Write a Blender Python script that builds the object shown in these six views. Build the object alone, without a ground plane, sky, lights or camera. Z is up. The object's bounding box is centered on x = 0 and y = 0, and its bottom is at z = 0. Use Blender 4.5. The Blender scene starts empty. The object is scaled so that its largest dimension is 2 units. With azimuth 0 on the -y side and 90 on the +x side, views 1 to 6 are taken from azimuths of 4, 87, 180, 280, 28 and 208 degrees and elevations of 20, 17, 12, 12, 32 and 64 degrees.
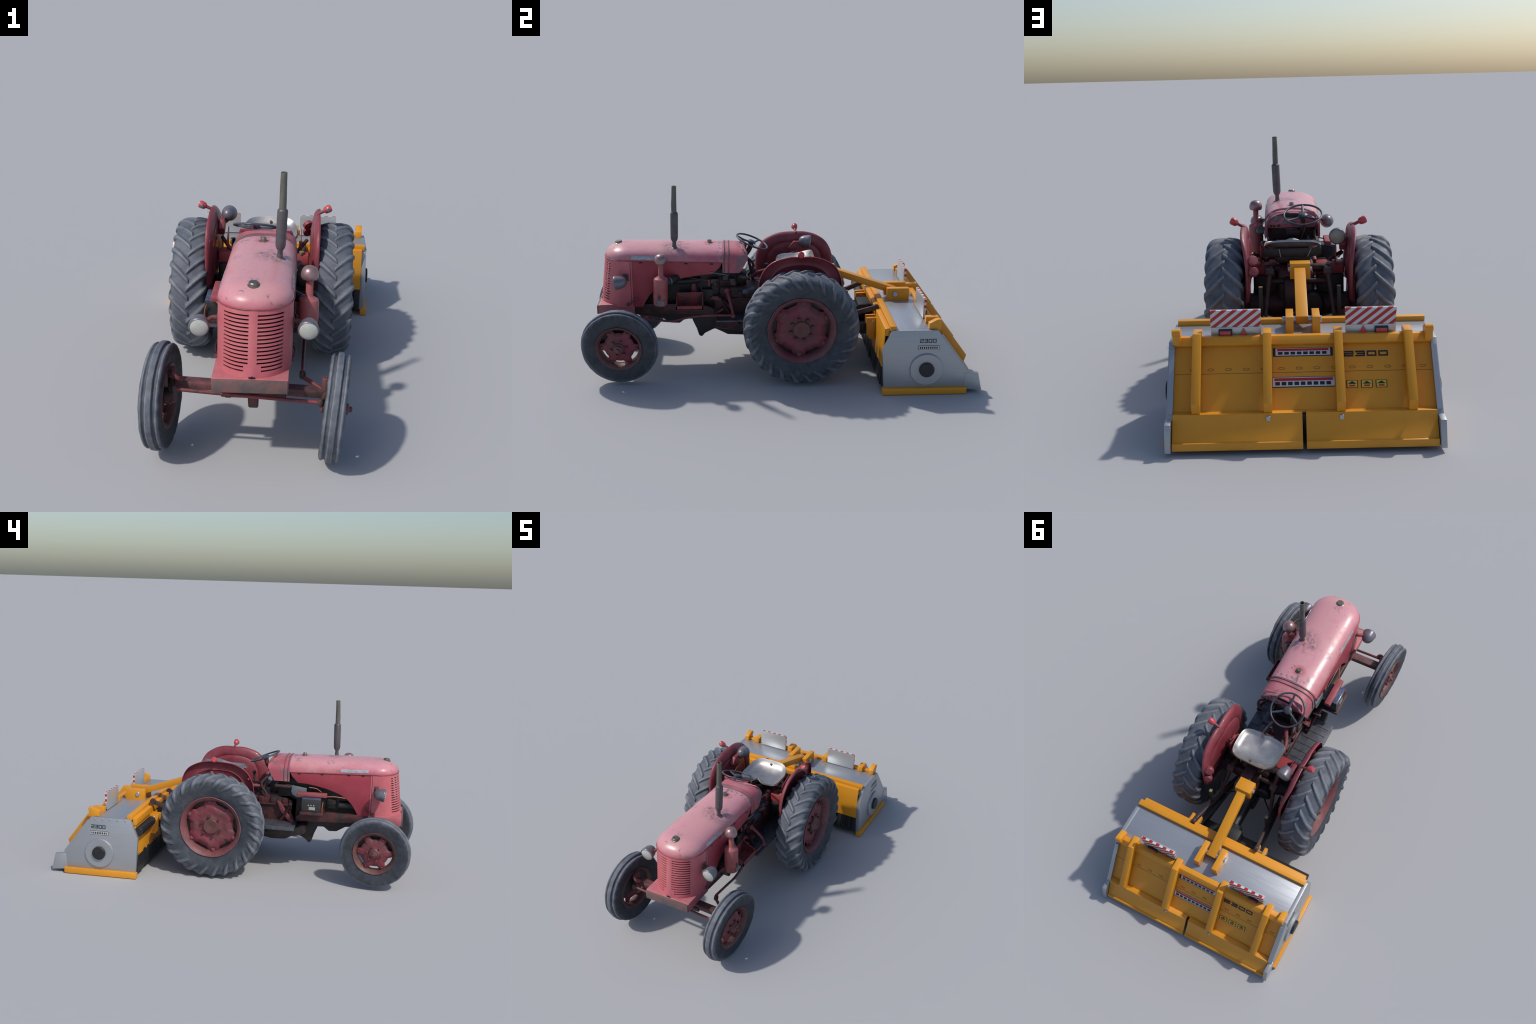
import bpy, bmesh, math, random
from math import sin, cos, pi, radians, atan2, sqrt
from mathutils import Vector, Matrix, noise

random.seed(7)
SC = bpy.context.scene.collection

# ------------------------------------------------------------------ materials
def lin(r, g, b):
    f = lambda c: (c / 255.0 / 12.92) if c <= 10 else (((c / 255.0) + 0.055) / 1.055) ** 2.4
    return (f(r), f(g), f(b), 1.0)

class Nodes:
    """small helper to write node trees compactly"""
    def __init__(self, name):
        self.m = bpy.data.materials.new(name)
        self.m.use_nodes = True
        self.t = self.m.node_tree
        self.b = self.t.nodes["Principled BSDF"]
        self.co = self.t.nodes.new("ShaderNodeTexCoord")
    def n(self, kind, **kw):
        nd = self.t.nodes.new(kind)
        for k, v in kw.items():
            setattr(nd, k, v)
        return nd
    def link(self, a, b):
        self.t.links.new(a, b)
    def mapped(self, scale=(1, 1, 1), rot=(0, 0, 0)):
        mp = self.n("ShaderNodeMapping")
        mp.inputs["Scale"].default_value = scale
        mp.inputs["Rotation"].default_value = rot
        self.link(self.co.outputs["Object"], mp.inputs["Vector"])
        return mp.outputs["Vector"]
    def noise(self, scale, detail=4, rough=0.6, vec=None, seed=0.0):
        nd = self.n("ShaderNodeTexNoise", noise_dimensions='4D')
        nd.inputs["Scale"].default_value = scale
        nd.inputs["Detail"].default_value = detail
        nd.inputs["Roughness"].default_value = rough
        nd.inputs["W"].default_value = seed
        self.link(vec if vec is not None else self.co.outputs["Object"], nd.inputs["Vector"])
        return nd.outputs["Fac"]
    def ramp(self, fac, lo, hi, a=0.0, b=1.0):
        nd = self.n("ShaderNodeMapRange")
        nd.inputs["From Min"].default_value = lo
        nd.inputs["From Max"].default_value = hi
        nd.inputs["To Min"].default_value = a
        nd.inputs["To Max"].default_value = b
        self.link(fac, nd.inputs["Value"])
        return nd.outputs["Result"]
    def mix(self, fac, a, b):
        nd = self.n("ShaderNodeMix", data_type='RGBA')
        for sock, v in ((0, fac), (6, a), (7, b)):
            if hasattr(v, "is_linked"):
                self.link(v, nd.inputs[sock])
            else:
                nd.inputs[sock].default_value = v
        return nd.outputs[2]
    def math(self, op, a, b=None):
        nd = self.n("ShaderNodeMath", operation=op)
        for i, v in enumerate((a, b)):
            if v is None:
                continue
            if hasattr(v, "is_linked"):
                self.link(v, nd.inputs[i])
            else:
                nd.inputs[i].default_value = v
        return nd.outputs[0]
    def done(self, col, rough=0.5, metal=0.0, spec=0.5, bump=None, bump_strength=0.2, bump_dist=0.002, coat=0.0):
        for key, v in (("Base Color", col), ("Roughness", rough), ("Metallic", metal), ("Specular IOR Level", spec), ("Coat Weight", coat)):
            if hasattr(v, "is_linked"):
                self.link(v, self.b.inputs[key])
            else:
                self.b.inputs[key].default_value = v
        if bump is not None:
            bp = self.n("ShaderNodeBump")
            bp.inputs["Strength"].default_value = bump_strength
            bp.inputs["Distance"].default_value = bump_dist
            self.link(bump, bp.inputs["Height"])
            self.link(bp.outputs["Normal"], self.b.inputs["Normal"])
        return self.m

def old_paint(name, main, faded, grime, fade=(0.35, 0.7), chips=0.66, rough=0.42, grime_amount=0.5, seed=0.0, coat=0.0):
    """weathered enamel: broad faded blotches, fine mottling, dark chips and grime"""
    s = Nodes(name)
    broad = s.noise(7, 5, 0.6, seed=seed)
    fine = s.noise(60, 4, 0.7, seed=seed + 3)
    c = s.mix(s.ramp(broad, fade[0], fade[1]), main, faded)
    c = s.mix(s.ramp(fine, 0.45, 0.75, 0, 0.22), c, grime)
    g = s.noise(16, 6, 0.7, seed=seed + 9)
    c = s.mix(s.ramp(g, chips - 0.08, chips + 0.02, 0, grime_amount), c, grime)
    r = s.ramp(fine, 0.3, 0.8, rough, rough + 0.2)
    return s.done(c, r, 0.0, 0.45, bump=fine, bump_strength=0.15, bump_dist=0.001, coat=coat)

def hood_paint(name):
    """sun-bleached bonnet enamel: pale pink sheet, worn bare metal near the cowl bands, stain round the exhaust"""
    s = Nodes(name)
    broad = s.noise(6, 5, 0.55, seed=1)
    fine = s.noise(70, 4, 0.7, seed=2)
    red, pink, tan = (0.47, 0.095, 0.14, 1), (0.63, 0.285, 0.325, 1), (0.56, 0.31, 0.30, 1)
    sep = s.n("ShaderNodeSeparateXYZ")
    s.link(s.co.outputs["Object"], sep.inputs[0])
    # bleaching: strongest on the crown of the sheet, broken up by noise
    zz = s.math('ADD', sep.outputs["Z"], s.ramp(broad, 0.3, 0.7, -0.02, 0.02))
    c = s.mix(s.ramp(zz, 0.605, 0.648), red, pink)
    c = s.mix(s.ramp(s.noise(5, 5, 0.65, seed=5), 0.42, 0.68, 0, 0.75), c, tan)
    streak = s.noise(4, 5, 0.7, vec=s.mapped((9, 1.2, 9)), seed=15)
    c = s.mix(s.ramp(streak, 0.55, 0.75, 0, 0.4), c, (0.44, 0.20, 0.25, 1))
    c = s.mix(s.ramp(fine, 0.5, 0.8, 0, 0.18), c, (0.25, 0.1, 0.11, 1))
    # bare, dark patches: sparse all over, denser towards the cowl (y > -0.32)
    patch = s.noise(22, 6, 0.72, seed=8)
    rear = s.ramp(sep.outputs["Y"], -0.36, -0.22, 0.0, 0.11)
    m = s.ramp(s.math('ADD', patch, rear), 0.61, 0.65, 0, 0.8)
    c = s.mix(m, c, (0.13, 0.115, 0.125, 1))
    # soot round the exhaust foot
    d = s.n("ShaderNodeVectorMath", operation='DISTANCE')
    s.link(s.co.outputs["Object"], d.inputs[0])
    d.inputs[1].default_value = (0.075, -0.525, 0.665)
    soot = s.math('MULTIPLY', s.ramp(d.outputs["Value"], 0.02, 0.09, 1, 0), s.ramp(s.noise(45, 5, 0.7, seed=4), 0.42, 0.6))
    c = s.mix(soot, c, (0.10, 0.09, 0.10, 1))
    # rubbed patches behind the radiator cap and on the left shoulder
    for centre, r0 in (((0.005, -0.785, 0.666), 0.030), ((-0.075, -0.515, 0.650), 0.030), ((-0.06, -0.33, 0.65), 0.03), ((0.02, -0.30, 0.655), 0.045)):
        e = s.n("ShaderNodeVectorMath", operation='DISTANCE')
        s.link(s.co.outputs["Object"], e.inputs[0])
        e.inputs[1].default_value = centre
        rub = s.math('MULTIPLY', s.ramp(e.outputs["Value"], r0 * 0.4, r0, 1, 0), s.ramp(s.noise(60, 5, 0.7, seed=centre[1]), 0.48, 0.58, 0, 0.8))
        c = s.mix(rub, c, (0.16, 0.15, 0.17, 1))
    # the ring of cleaner red paint round the fuel filler
    e = s.n("ShaderNodeVectorMath", operation='DISTANCE')
    s.link(s.co.outputs["Object"], e.inputs[0])
    e.inputs[1].default_value = (0.020, -0.352, 0.658)
    c = s.mix(s.ramp(e.outputs["Value"], 0.018, 0.040, 0.7, 0), c, (0.50, 0.07, 0.10, 1))
    return s.done(c, s.ramp(s.noise(18, 5, 0.7, seed=12), 0.35, 0.65, 0.24, 0.46), 0, 0.5, bump=s.noise(26, 3, 0.5, seed=14), bump_strength=0.16, bump_dist=0.004)

def rubber(name, centre, tread_r, base=(0.026, 0.031, 0.041, 1), dust=(0.070, 0.083, 0.105, 1), mud=(0.13, 0.12, 0.105, 1), seed=0.0, mud_amount=0.45):
    """dark sidewalls; the running surface beyond tread_r from the axle is worn pale and dusty"""
    s = Nodes(name)
    a = s.noise(14, 6, 0.7, seed=seed)
    b = s.noise(90, 5, 0.75, seed=seed + 2)
    c = s.mix(s.ramp(a, 0.35, 0.7), base, dust)
    c = s.mix(s.ramp(s.noise(9, 5, 0.7, seed=seed + 5), 0.55, 0.72, 0, mud_amount), c, mud)
    c = s.mix(s.ramp(b, 0.4, 0.7, 0, 0.3), c, (0.04, 0.045, 0.055, 1))
    flat = s.mapped((0, 1, 1))
    dist = s.n("ShaderNodeVectorMath", operation='DISTANCE')
    s.link(flat, dist.inputs[0])
    dist.inputs[1].default_value = (0, centre[0], centre[1])
    tread = s.math('MULTIPLY', s.ramp(dist.outputs["Value"], tread_r - 0.008, tread_r + 0.008), s.ramp(a, 0.3, 0.62, 0.35, 0.95))
    c = s.mix(tread, c, (0.125, 0.140, 0.170, 1))
    geo = s.n("ShaderNodeNewGeometry")
    worn = s.math('MULTIPLY', s.ramp(geo.outputs["Pointiness"], 0.505, 0.54), s.ramp(a, 0.3, 0.6, 0.15, 0.6))
    c = s.mix(worn, c, (0.24, 0.255, 0.28, 1))
    return s.done(c, s.ramp(b, 0.3, 0.8, 0.5, 0.75), 0, 0.4, bump=b, bump_strength=0.35, bump_dist=0.0015)

def plain(name, col, rough=0.5, metal=0.0, spec=0.5, var=0.12, scale=40, bump=0.0):
    s = Nodes(name)
    f = s.noise(scale, 4, 0.65)
    dark = tuple(x * (1 - 2 * var) for x in col[:3]) + (1,)
    c = s.mix(s.ramp(f, 0.3, 0.7), dark, col)
    return s.done(c, rough, metal, spec, bump=f if bump else None, bump_strength=bump, bump_dist=0.001)

def grimy(name, red, dark, lo=0.45, hi=0.6, rough=0.55, scale=18, seed=0.0):
    s = Nodes(name)
    f = s.noise(scale, 6, 0.72, seed=seed)
    g = s.noise(70, 4, 0.7, seed=seed + 4)
    c = s.mix(s.ramp(f, lo, hi), dark, red)
    c = s.mix(s.ramp(g, 0.5, 0.8, 0, 0.35), c, (0.10, 0.09, 0.085, 1))
    return s.done(c, s.ramp(g, 0.3, 0.8, rough - 0.12, rough + 0.15), 0, 0.5, bump=f, bump_strength=0.3, bump_dist=0.003)

def brushed(name, col, along='X', rough=0.36, metal=0.75):
    s = Nodes(name)
    sc = {'X': (3, 160, 160), 'Y': (160, 3, 160)}[along]
    f = s.noise(2.0, 5, 0.7, vec=s.mapped(sc))
    h = s.noise(3, 3, 0.5)
    c = s.mix(s.ramp(f, 0.3, 0.7), tuple(x * 0.86 for x in col[:3]) + (1,), col)
    r = s.ramp(f, 0.3, 0.7, rough - 0.06, rough + 0.08)
    return s.done(c, r, metal, 0.5)

HOOD = hood_paint("bleached_red_enamel")
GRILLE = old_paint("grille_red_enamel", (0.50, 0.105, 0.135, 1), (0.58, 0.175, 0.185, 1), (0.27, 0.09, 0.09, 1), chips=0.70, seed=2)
PANEL = old_paint("side_panel_red_enamel", (0.315, 0.034, 0.054, 1), (0.385, 0.062, 0.086, 1), (0.20, 0.035, 0.04, 1), chips=0.69, seed=4)
COWL = old_paint("worn_cowl_enamel", (0.42, 0.085, 0.115, 1), (0.55, 0.22, 0.25, 1), (0.15, 0.13, 0.14, 1), chips=0.575, grime_amount=0.75, seed=6)
FENDER = old_paint("fender_red_enamel", (0.18, 0.020, 0.032, 1), (0.29, 0.062, 0.080, 1), (0.10, 0.035, 0.038, 1), chips=0.68, seed=11, coat=0.2)
AIRCAN = old_paint("air_cleaner_enamel", (0.34, 0.06, 0.065, 1), (0.42, 0.14, 0.14, 1), (0.20, 0.10, 0.09, 1), chips=0.66, seed=13)
BALL = plain("tarnished_pink_metal", (0.38, 0.24, 0.24, 1), 0.32, 0.55, var=0.12)
DISC = old_paint("wheel_disc_enamel", (0.19, 0.026, 0.043, 1), (0.235, 0.055, 0.07, 1), (0.095, 0.055, 0.052, 1), fade=(0.4, 0.75), chips=0.53, grime_amount=0.5, rough=0.5, seed=17)
RIM = old_paint("wheel_rim_enamel", (0.17, 0.038, 0.048, 1), (0.235, 0.105, 0.108, 1), (0.085, 0.058, 0.055, 1), chips=0.56, grime_amount=0.5, rough=0.5, seed=21)
RIMF = grimy("rusty_front_rim", (0.18, 0.066, 0.058, 1), (0.08, 0.04, 0.037, 1), 0.38, 0.68, seed=27)
RUSTHUB = grimy("rusty_hub_plate", (0.15, 0.050, 0.045, 1), (0.095, 0.034, 0.034, 1), 0.35, 0.65, seed=3)
BUMPER = grimy("rusty_front_weight", (0.20, 0.095, 0.085, 1), (0.095, 0.08, 0.085, 1), 0.40, 0.62, scale=24, seed=5)
SADDLE = old_paint("saddle_plate_enamel", (0.42, 0.10, 0.125, 1), (0.48, 0.17, 0.18, 1), (0.2, 0.08, 0.08, 1), seed=23)
ENGINE = grimy("shade_darkened_engine_iron", (0.07, 0.018, 0.017, 1), (0.013, 0.012, 0.012, 1), 0.54, 0.70, seed=7)  # reds dimmed here, in RAIL and GEARBOX: baked underbody shade in the colour
RAIL = grimy("shade_darkened_red_frame", (0.135, 0.022, 0.024, 1), (0.024, 0.017, 0.017, 1), 0.43, 0.66, seed=9)
GEARBOX = grimy("shade_darkened_red_casting", (0.125, 0.02, 0.024, 1), (0.022, 0.014, 0.015, 1), 0.42, 0.68, seed=12)
ROD = grimy("red_rod_paint", (0.25, 0.045, 0.055, 1), (0.055, 0.028, 0.03, 1), 0.34, 0.58, seed=14)
AXLE = grimy("dirty_axle_paint", (0.20, 0.062, 0.066, 1), (0.05, 0.038, 0.036, 1), 0.36, 0.62, seed=15)
LINK = grimy("rusty_hitch_iron", (0.09, 0.045, 0.042, 1), (0.032, 0.022, 0.024, 1), 0.35, 0.65, seed=16)
TYRE = rubber("weathered_tyre_rubber", (0.1105, 0.2955), 0.262, seed=1)
TYRE_F = rubber("ribbed_tyre_rubber", (-0.801, 0.209), 0.181, base=(0.022, 0.025, 0.032, 1), dust=(0.055, 0.064, 0.082, 1), seed=6, mud_amount=0.2)
EXHAUST = plain("sooty_exhaust_steel", (0.135, 0.125, 0.135, 1), 0.5, 0.4, var=0.18, scale=30, bump=0.2)
EXTIP = plain("mossy_exhaust_steel", (0.17, 0.165, 0.14, 1), 0.55, 0.3, var=0.2, scale=30, bump=0.2)
LAMP = plain("tarnished_lamp_shell", (0.215, 0.20, 0.235, 1), 0.38, 0.3, var=0.2, scale=25)
LENS = plain("clouded_lamp_glass", (0.52, 0.535, 0.49, 1), 0.10, 0.0, var=0.1, scale=30)
LENSD = plain("dusty_work_lamp_glass", (0.30, 0.29, 0.25, 1), 0.25, 0.0, var=0.15)
TAIL = plain("red_lamp_plastic", (0.62, 0.075, 0.085, 1), 0.3, 0.0, var=0.15, scale=60)
CAP = plain("dull_brass_cap", (0.30, 0.26, 0.22, 1), 0.38, 0.75, var=0.22, scale=50)
CHROME = plain("worn_bright_metal", (0.46, 0.43, 0.41, 1), 0.28, 0.9, var=0.12, scale=35)
BADGE = plain("scratched_badge_metal", (0.50, 0.53, 0.57, 1), 0.4, 0.3, var=0.2, scale=60)
WHEELGRIP = plain("steering_wheel_plastic", (0.075, 0.085, 0.105, 1), 0.38, 0.0, var=0.25, scale=40)
BLACK = plain("black_slot_interior", (0.012, 0.010, 0.010, 1), 0.7)
DARK = plain("dark_painted_iron", (0.022, 0.023, 0.026, 1), 0.5, 0.0, var=0.25)
GREYCOVER = plain("grey_cover_plate", (0.17, 0.21, 0.23, 1), 0.5, 0.2, var=0.2)
BATTERY = plain("battery_case_plastic", (0.035, 0.036, 0.038, 1), 0.35, 0.0, var=0.15)
BATTOP = plain("battery_blue_label", (0.17, 0.20, 0.32, 1), 0.22, 0.5, var=0.35, scale=90)
PAPER = plain("battery_paper_label", (0.42, 0.41, 0.36, 1), 0.6, var=0.15)
FOOT = plain("worn_footplate_steel", (0.12, 0.125, 0.155, 1), 0.42, 0.4, var=0.25, bump=0.2)
CABLE = plain("orange_cable_insulation", (0.35, 0.10, 0.05, 1), 0.5)
SEATPAD = plain("dark_seat_leatherette", (0.045, 0.036, 0.034, 1), 0.6, var=0.2)
SEATPAN = None

def seat_metal():
    s = Nodes("perforated_seat_steel")
    v = s.n("ShaderNodeTexVoronoi", feature='F1')
    v.inputs["Scale"].default_value = 170
    v.inputs["Randomness"].default_value = 0.15
    s.link(s.co.outputs["Object"], v.inputs["Vector"])
    dots = s.ramp(v.outputs["Distance"], 0.25, 0.45, 1, 0)
    rust = s.noise(20, 5, 0.7)
    c = s.mix(s.ramp(s.noise(8, 4, 0.6, seed=3), 0.3, 0.7), (0.40, 0.385, 0.375, 1), (0.56, 0.53, 0.51, 1))
    c = s.mix(s.math('MULTIPLY', dots, 0.35), c, (0.2, 0.2, 0.2, 1))
    c = s.mix(s.ramp(rust, 0.66, 0.72, 0, 0.7), c, (0.10, 0.07, 0.06, 1))
    return s.done(c, s.ramp(s.noise(11, 4, 0.6, seed=9), 0.3, 0.7, 0.24, 0.42), 0.8, 0.5, bump=dots, bump_strength=0.1, bump_dist=0.0006)
SEATPAN = seat_metal()

YELLOW = plain("yellow_machine_paint", (0.72, 0.30, 0.018, 1), 0.38, 0.0, 0.45, var=0.03, scale=12)
STEEL = brushed("brushed_deck_steel", (0.44, 0.465, 0.505, 1), 'X', rough=0.33, metal=0.55)
PLATE = brushed("brushed_side_steel", (0.42, 0.44, 0.465, 1), 'Y', rough=0.42, metal=0.55)
PIN = plain("zinc_pin_steel", (0.46, 0.50, 0.56, 1), 0.35, 0.6, var=0.06)
BOARDM = brushed("aluminium_board", (0.58, 0.60, 0.61, 1), 'X', rough=0.38, metal=0.5)
WHITE = plain("white_reflective_sheet", (0.62, 0.62, 0.62, 1), 0.45, var=0.03)
RED = plain("red_reflective_sheet", (0.46, 0.018, 0.022, 1), 0.42, var=0.04)
INK = plain("black_decal_ink", (0.014, 0.014, 0.016, 1), 0.5, var=0.05)
SIGNYEL = plain("yellow_warning_decal", (0.66, 0.48, 0.03, 1), 0.45, var=0.04)
SEAM = plain("seam_shadow_line", (0.16, 0.085, 0.02, 1), 0.6, var=0.05)
ROLLER = plain("black_cover_rubber", (0.020, 0.021, 0.025, 1), 0.55, var=0.2)
STRIP = plain("black_rubber_flap", (0.022, 0.023, 0.026, 1), 0.5, var=0.25)
BEAD = plain("khaki_post_cap", (0.25, 0.22, 0.10, 1), 0.6)

# ------------------------------------------------------------------ geometry helpers
def empty(name, parent=None):
    o = bpy.data.objects.new(name, None)
    SC.objects.link(o)
    o.parent = parent
    return o

def finish(name, bm, mat, parent, smooth=None, kind=None):
    bmesh.ops.recalc_face_normals(bm, faces=bm.faces)
    me = bpy.data.meshes.new(name)
    bm.to_mesh(me)
    bm.free()
    for m in (mat if isinstance(mat, (list, tuple)) else [mat]):
        me.materials.append(m)
    if smooth is not None:
        me.polygons.foreach_set("use_smooth", [True] * len(me.polygons))
        me.set_sharp_from_angle(angle=radians(smooth))
    o = bpy.data.objects.new(name, me)
    SC.objects.link(o)
    o.parent = parent
    if kind:
        o["kind"] = kind
    return o

def copy_at(o, matrix, parent=None):
    c = o.copy()
    SC.objects.link(c)
    c.parent = parent if parent is not None else o.parent
    c.matrix_local = matrix
    return c

def add_box(bm, x0, x1, y0, y1, z0, z1, M=None):
    vs = [bm.verts.new((x, y, z)) for x in (x0, x1) for y in (y0, y1) for z in (z0, z1)]
    for f in ((0, 1, 3, 2), (4, 6, 7, 5), (0, 4, 5, 1), (2, 3, 7, 6), (0, 2, 6, 4), (1, 5, 7, 3)):
        bm.faces.new([vs[i] for i in f])
    if M is not None:
        for v in vs:
            v.co = M @ v.co
    return vs

def bevel(bm, w, seg=2, angle=30):
    if w > 0:
        ed = [e for e in bm.edges if len(e.link_faces) == 2 and e.calc_face_angle(0) > radians(angle)]
        bmesh.ops.bevel(bm, geom=ed, offset=w, segments=seg, profile=0.5, affect='EDGES', clamp_overlap=True)

def box(name, x0, x1, y0, y1, z0, z1, mat, parent, bev=0.0015, M=None, kind=None):
    bm = bmesh.new()
    add_box(bm, min(x0, x1), max(x0, x1), min(y0, y1), max(y0, y1), min(z0, z1), max(z0, z1), M)
    bmesh.ops.recalc_face_normals(bm, faces=bm.faces)
    bevel(bm, bev)
    return finish(name, bm, mat, parent, smooth=35, kind=kind)

def add_prism(bm, prof, x0, x1, M=None):
    """profile in (y, z), extruded along x"""
    a = [bm.verts.new((x0, y, z)) for y, z in prof]
    b = [bm.verts.new((x1, y, z)) for y, z in prof]
    n = len(prof)
    bm.faces.new(a)
    bm.faces.new(b[::-1])
    for i in range(n):
        bm.faces.new((a[i], a[(i + 1) % n], b[(i + 1) % n], b[i]))
    if M is not None:
        for v in a + b:
            v.co = M @ v.co
    return a + b

def prism(name, prof, x0, x1, mat, parent, bev=0.0015, M=None, seg=2):
    bm = bmesh.new()
    add_prism(bm, prof, x0, x1, M)
    bmesh.ops.recalc_face_normals(bm, faces=bm.faces)
    bevel(bm, bev, seg)
    return finish(name, bm, mat, parent, smooth=35)

def frame_z(direction):
    d = Vector(direction).normalized()
    up = Vector((0, 0, 1)) if abs(d.z) < 0.95 else Vector((1, 0, 0))
    x = up.cross(d).normalized()
    y = d.cross(x)
    return Matrix(((x.x, y.x, d.x), (x.y, y.y, d.y), (x.z, y.z, d.z))).to_4x4()

def add_lathe(bm, prof, M=None, seg=32, close=True, loop=False):
    """profile of (radius, height) spun about local z"""
    rings = []
    for r, h in prof:
        if r < 1e-6:
            rings.append([bm.verts.new((0, 0, h))])
        else:
            rings.append([bm.verts.new((r * cos(2 * pi * i / seg), r * sin(2 * pi * i / seg), h)) for i in range(seg)])
    pairs = list(zip(rings, rings[1:])) + ([(rings[-1], rings[0])] if loop else [])
    for a, b in pairs:
        for i in range(seg):
            j = (i + 1) % seg
            q = [a[i % len(a)], a[j % len(a)], b[j % len(b)], b[i % len(b)]]
            u = []
            for v in q:
                if v not in u:
                    u.append(v)
            if len(u) > 2:
                bm.faces.new(u)
    if close and not loop:
        for rg in (rings[0], rings[-1]):
            if len(rg) > 2:
                bm.faces.new(rg)
    vs = [v for rg in rings for v in rg]
    if M is not None:
        for v in vs:
            v.co = M @ v.co
    return vs

def lathe(name, prof, origin, axis, mat, parent, seg=32, smooth=35, loop=False, kind=None):
    bm = bmesh.new()
    add_lathe(bm, prof, Matrix.Translation(origin) @ frame_z(axis), seg, loop=loop)
    return finish(name, bm, mat, parent, smooth=smooth, kind=kind)

def cyl(name, p0, p1, r, mat, parent, seg=20, r2=None, chamfer=0.0015):
    p0, p1 = Vector(p0), Vector(p1)
    L = (p1 - p0).length
    r2 = r if r2 is None else r2
    c = min(chamfer, L * 0.3, r * 0.4)
    return lathe(name, [(r - c, 0), (r, c), (r2, L - c), (r2 - c, L)], p0, p1 - p0, mat, parent, seg)

def smooth_path(pts, n=6):
    """Catmull-Rom through the points"""
    P = [Vector(p) for p in pts]
    if len(P) < 3 or n <= 1:
        return P
    Q = [P[0] * 2 - P[1]] + P + [P[-1] * 2 - P[-2]]
    out = []
    for i in range(1, len(Q) - 2):
        a, b, c, d = Q[i - 1:i + 3]
        for k in range(n):
            t = k / n
            out.append(0.5 * ((2 * b) + (c - a) * t + (2 * a - 5 * b + 4 * c - d) * t * t + (3 * b - a - 3 * c + d) * t ** 3))
    out.append(P[-1])
    return out

def add_tube(bm, path, r, seg=12, flat=1.0):
    P = [Vector(p) for p in path]
    rad = r if callable(r) else (lambda t: r)
    rings = []
    up = None
    for i, p in enumerate(P):
        d = (P[min(i + 1, len(P) - 1)] - P[max(i - 1, 0)]).normalized()
        if up is None:
            up = Vector((0, 0, 1)) if abs(d.z) < 0.9 else Vector((1, 0, 0))
        s = d.cross(up).normalized()
        up = s.cross(d).normalized()
        R = rad(i / (len(P) - 1))
        rings.append([bm.verts.new(p + s * (R * flat * cos(2 * pi * k / seg)) + up * (R * sin(2 * pi * k / seg))) for k in range(seg)])
    for a, b in zip(rings, rings[1:]):
        for k in range(seg):
            bm.faces.new((a[k], a[(k + 1) % seg], b[(k + 1) % seg], b[k]))
    bm.faces.new(rings[0])
    bm.faces.new(rings[-1][::-1])

def tube(name, pts, r, mat, parent, seg=12, n=6, flat=1.0):
    bm = bmesh.new()
    add_tube(bm, smooth_path(pts, n), r, seg, flat)
    return finish(name, bm, mat, parent, smooth=50)

def add_beam(bm, p0, p1, w, h, up=(0, 0, 1)):
    p0, p1 = Vector(p0), Vector(p1)
    d = (p1 - p0).normalized()
    s = d.cross(Vector(up)).normalized()
    u = s.cross(d)
    M = Matrix(((s.x, d.x, u.x, p0.x), (s.y, d.y, u.y, p0.y), (s.z, d.z, u.z, p0.z), (0, 0, 0, 1)))
    return add_box(bm, -w / 2, w / 2, 0, (p1 - p0).length, -h / 2, h / 2, M)

def beam(name, p0, p1, w, h, mat, parent, bev=0.0015, up=(0, 0, 1)):
    bm = bmesh.new()
    add_beam(bm, p0, p1, w, h, up)
    bmesh.ops.recalc_face_normals(bm, faces=bm.faces)
    bevel(bm, bev)
    return finish(name, bm, mat, parent, smooth=35)

def grid_faces(bm, rows, keep=None, wrap=False):
    for i in range(len(rows) - 1):
        m = len(rows[i])
        for j in range(m if wrap else m - 1):
            if keep and not keep(i, j):
                continue
            bm.faces.new((rows[i][j], rows[i][(j + 1) % m], rows[i + 1][(j + 1) % m], rows[i + 1][j]))

def solidify(bm, t):
    bmesh.ops.recalc_face_normals(bm, faces=bm.faces)
    bmesh.ops.solidify(bm, geom=bm.faces[:], thickness=t)

def interp(x, pts):
    if x <= pts[0][0]:
        return pts[0][1]
    for (a, fa), (b, fb) in zip(pts, pts[1:]):
        if x <= b:
            return fa + (fb - fa) * (x - a) / (b - a)
    return pts[-1][1]

def smoothstep(a, b, x):
    t = max(0.0, min(1.0, (x - a) / (b - a)))
    return t * t * (3 - 2 * t)

def wobble(p, scale, amp):
    return noise.noise(Vector(p) * scale) * amp

# =================================================================== TRACTOR
tractor = empty("farm_tractor")
tractor["label"] = "faded red vintage farm tractor with exhaust stack"
tractor["category"] = "tractor"

CX = 0.019          # the engine line stands a little to +x of the frame's middle
TILT = 0.018        # and leans slightly, +x side up
def tz(x):
    return (x - CX) * TILT

# ---- bonnet -------------------------------------------------------------
W = 0.131
def seam_z(y):
    return interp(y, [(-0.90, 0.600), (-0.78, 0.601), (-0.28, 0.584)])
def crown_z(y):
    return interp(y, [(-0.90, 0.667), (-0.80, 0.667), (-0.54, 0.665), (-0.28, 0.658), (-0.18, 0.652)])
def half_w(y):
    return interp(y, [(-0.80, W), (-0.30, 0.129), (-0.18, 0.126)])

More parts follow.
